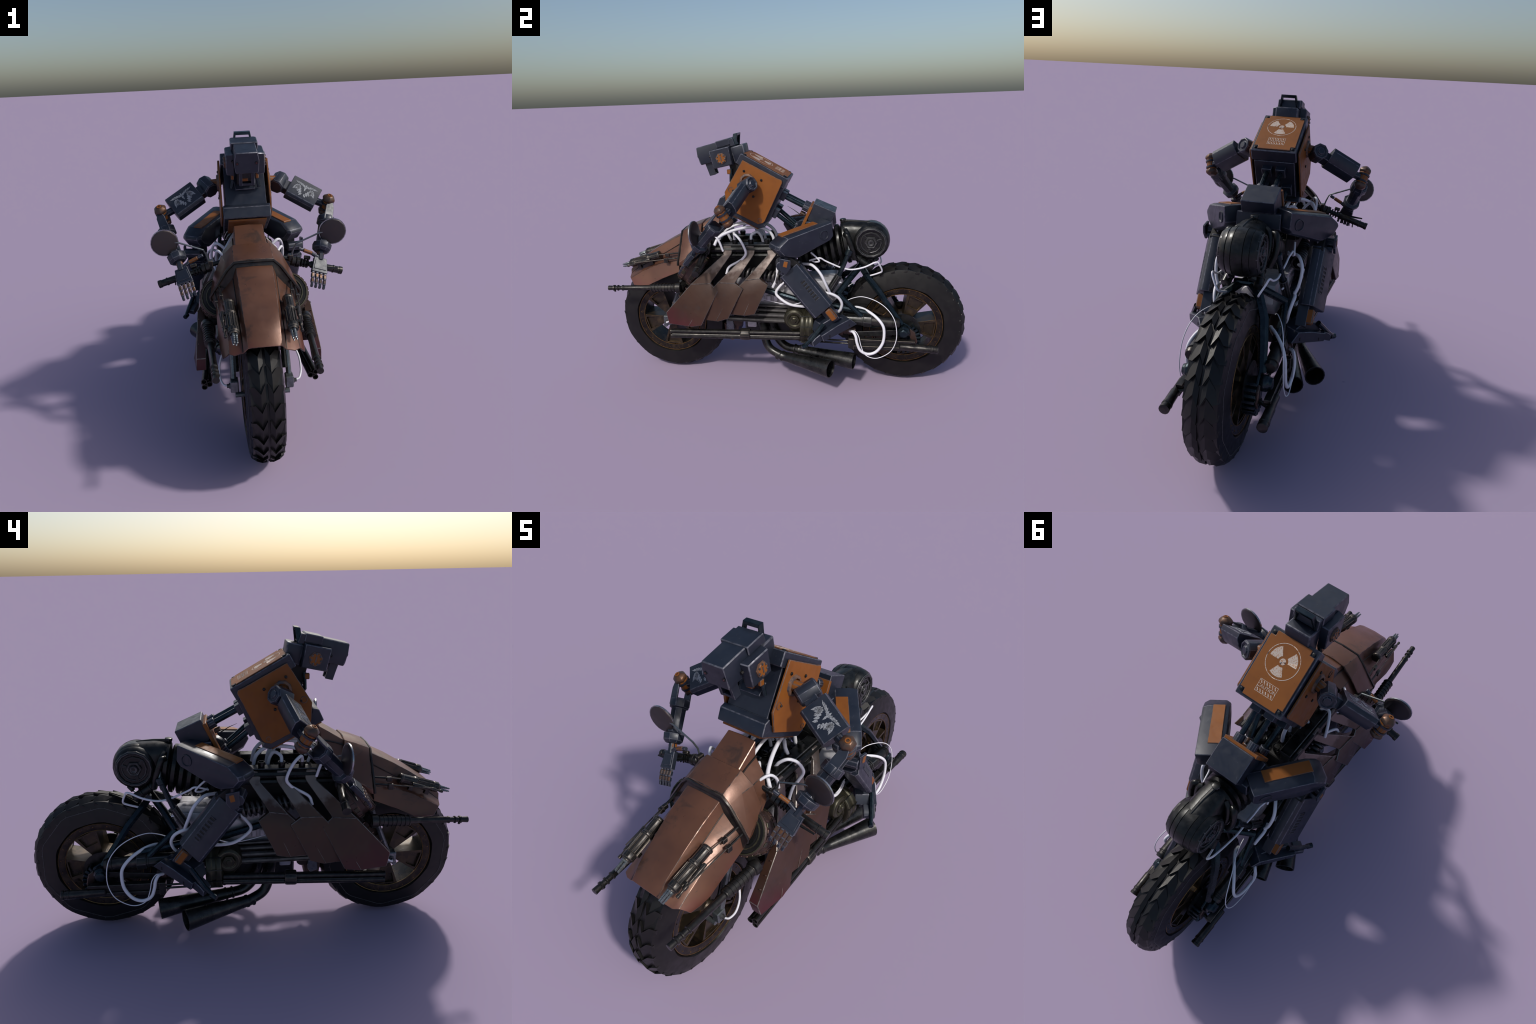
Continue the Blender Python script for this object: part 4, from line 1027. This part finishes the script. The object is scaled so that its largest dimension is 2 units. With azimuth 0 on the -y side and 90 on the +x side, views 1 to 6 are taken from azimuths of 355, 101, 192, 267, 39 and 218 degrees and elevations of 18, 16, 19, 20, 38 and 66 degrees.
# ---- white cables ----------------------------------------------------------
cables = []
def cable(pts, r, pair=True):
    return tube('cable', pts, r, 'cable', bike, pair, sides=8, curve=True, smooth=70)
R1, R2, R3 = .0078, .0046, .0022
# from the plugs
cable([(.099, -.255, .815), (.118, -.253, .842), (.150, -.240, .863), (.172, -.205, .835), (.181, -.177, .775), (.170, -.195, .738), (.163, -.225, .715), (.178, -.275, .688), (.186, -.290, .650)], R1 * .9)
cable([(.094, -.165, .818), (.080, -.163, .845), (.055, -.135, .855), (.040, -.115, .82), (.040, -.105, .77)], R1)
cable([(.092, -.345, .818), (.085, -.34, .84), (.06, -.31, .85), (.04, -.29, .80)], R1)
# long arcs over the engine
cable([(.150, -.360, .800), (.122, -.335, .842), (.090, -.260, .872), (.062, -.170, .884), (.050, -.100, .876), (.046, -.055, .838), (.046, -.040, .780)], R1 * 1.1)
cable([(.030, -.37, .80), (.028, -.31, .865), (.022, -.23, .893), (.018, -.16, .885), (.016, -.12, .82)], R1 * .9)
# outer loops by the rear wheel
cable([(.108, .385, .440), (.112, .412, .452), (.145, .460, .452), (.185, .515, .430), (.208, .552, .392), (.214, .560, .345), (.216, .552, .290), (.218, .520, .243), (.220, .478, .228), (.224, .438, .248), (.226, .420, .290), (.222, .412, .328), (.210, .398, .348), (.190, .378, .345)], R1)
cable([(.115, .349, .485), (.130, .395, .512), (.150, .445, .528), (.180, .510, .520), (.200, .565, .490), (.212, .605, .440), (.218, .622, .380), (.222, .622, .315), (.226, .598, .256), (.226, .550, .218), (.226, .505, .208), (.226, .462, .228), (.228, .440, .280), (.226, .428, .330), (.216, .408, .356), (.196, .385, .348)], R3)
# tail loop
cable([(.135, .16, .72), (.150, .215, .740), (.140, .245, .722), (.136, .284, .703), (.128, .330, .682), (.126, .385, .672), (.122, .450, .685), (.120, .512, .714), (.110, .530, .695), (.088, .544, .656), (.080, .525, .640), (.068, .480, .620)], R2)
cable([(.150, .17, .77), (.155, .20, .745), (.158, .215, .725), (.14, .19, .715), (.12, .165, .72)], R2)
# behind the knee to the frame
cable([(.110, .110, .690), (.139, .135, .702), (.175, .180, .706), (.200, .225, .668), (.195, .255, .60), (.180, .27, .56)], R1)
cable([(.175, .240, .555), (.185, .280, .552), (.180, .317, .530), (.172, .335, .495), (.165, .330, .462), (.158, .318, .440)], R1)
# looping in front of the shin
cable([(.150, .045, .62), (.165, .005, .585), (.176, -.020, .545), (.190, .010, .515), (.200, .060, .490), (.192, .120, .478), (.170, .19, .47)], R1)
cable([(.135, -.10, .490), (.160, .0, .478), (.195, .08, .490), (.190, .16, .515)], R3)
cable([(.110, -.02, .70), (.135, -.015, .68), (.155, -.02, .62), (.16, -.04, .57)], R1, False)
# brake hoses
cable([(.150, -.677, .335), (.170, -.668, .340), (.182, -.640, .362), (.180, -.610, .41), (.160, -.585, .46)], R2)
cable([(.086, -.40, .80), (.125, -.39, .845), (.150, -.36, .862), (.160, -.33, .83), (.155, -.31, .77)], R1 * .8)
tube('brake_pipe', [(.12, .275, .60), (.14, .30, .607), (.135, .33, .60)], .004, 'cable', bike, True, sides=6, curve=True)

# ------------------------------------------------------------------ mirror copies
twin = {}
for o in PAIRS:
    me = o.data.copy()
    me.transform(Matrix.Diagonal((-1, 1, 1, 1)))
    me.flip_normals()
    c = bpy.data.objects.new(o.name.split('.')[0], me)
    COLL.objects.link(c)
    twin[o] = c
for o, c in twin.items():
    c.parent = twin.get(o.parent, o.parent)
# keep the tree at thing > part > sub-part
def depth(o):
    n = 0
    while o.parent: o = o.parent; n += 1
    return n
changed = True
while changed:
    changed = False
    for o in bpy.data.objects:
        if depth(o) > 2:
            o.parent = o.parent.parent; changed = True
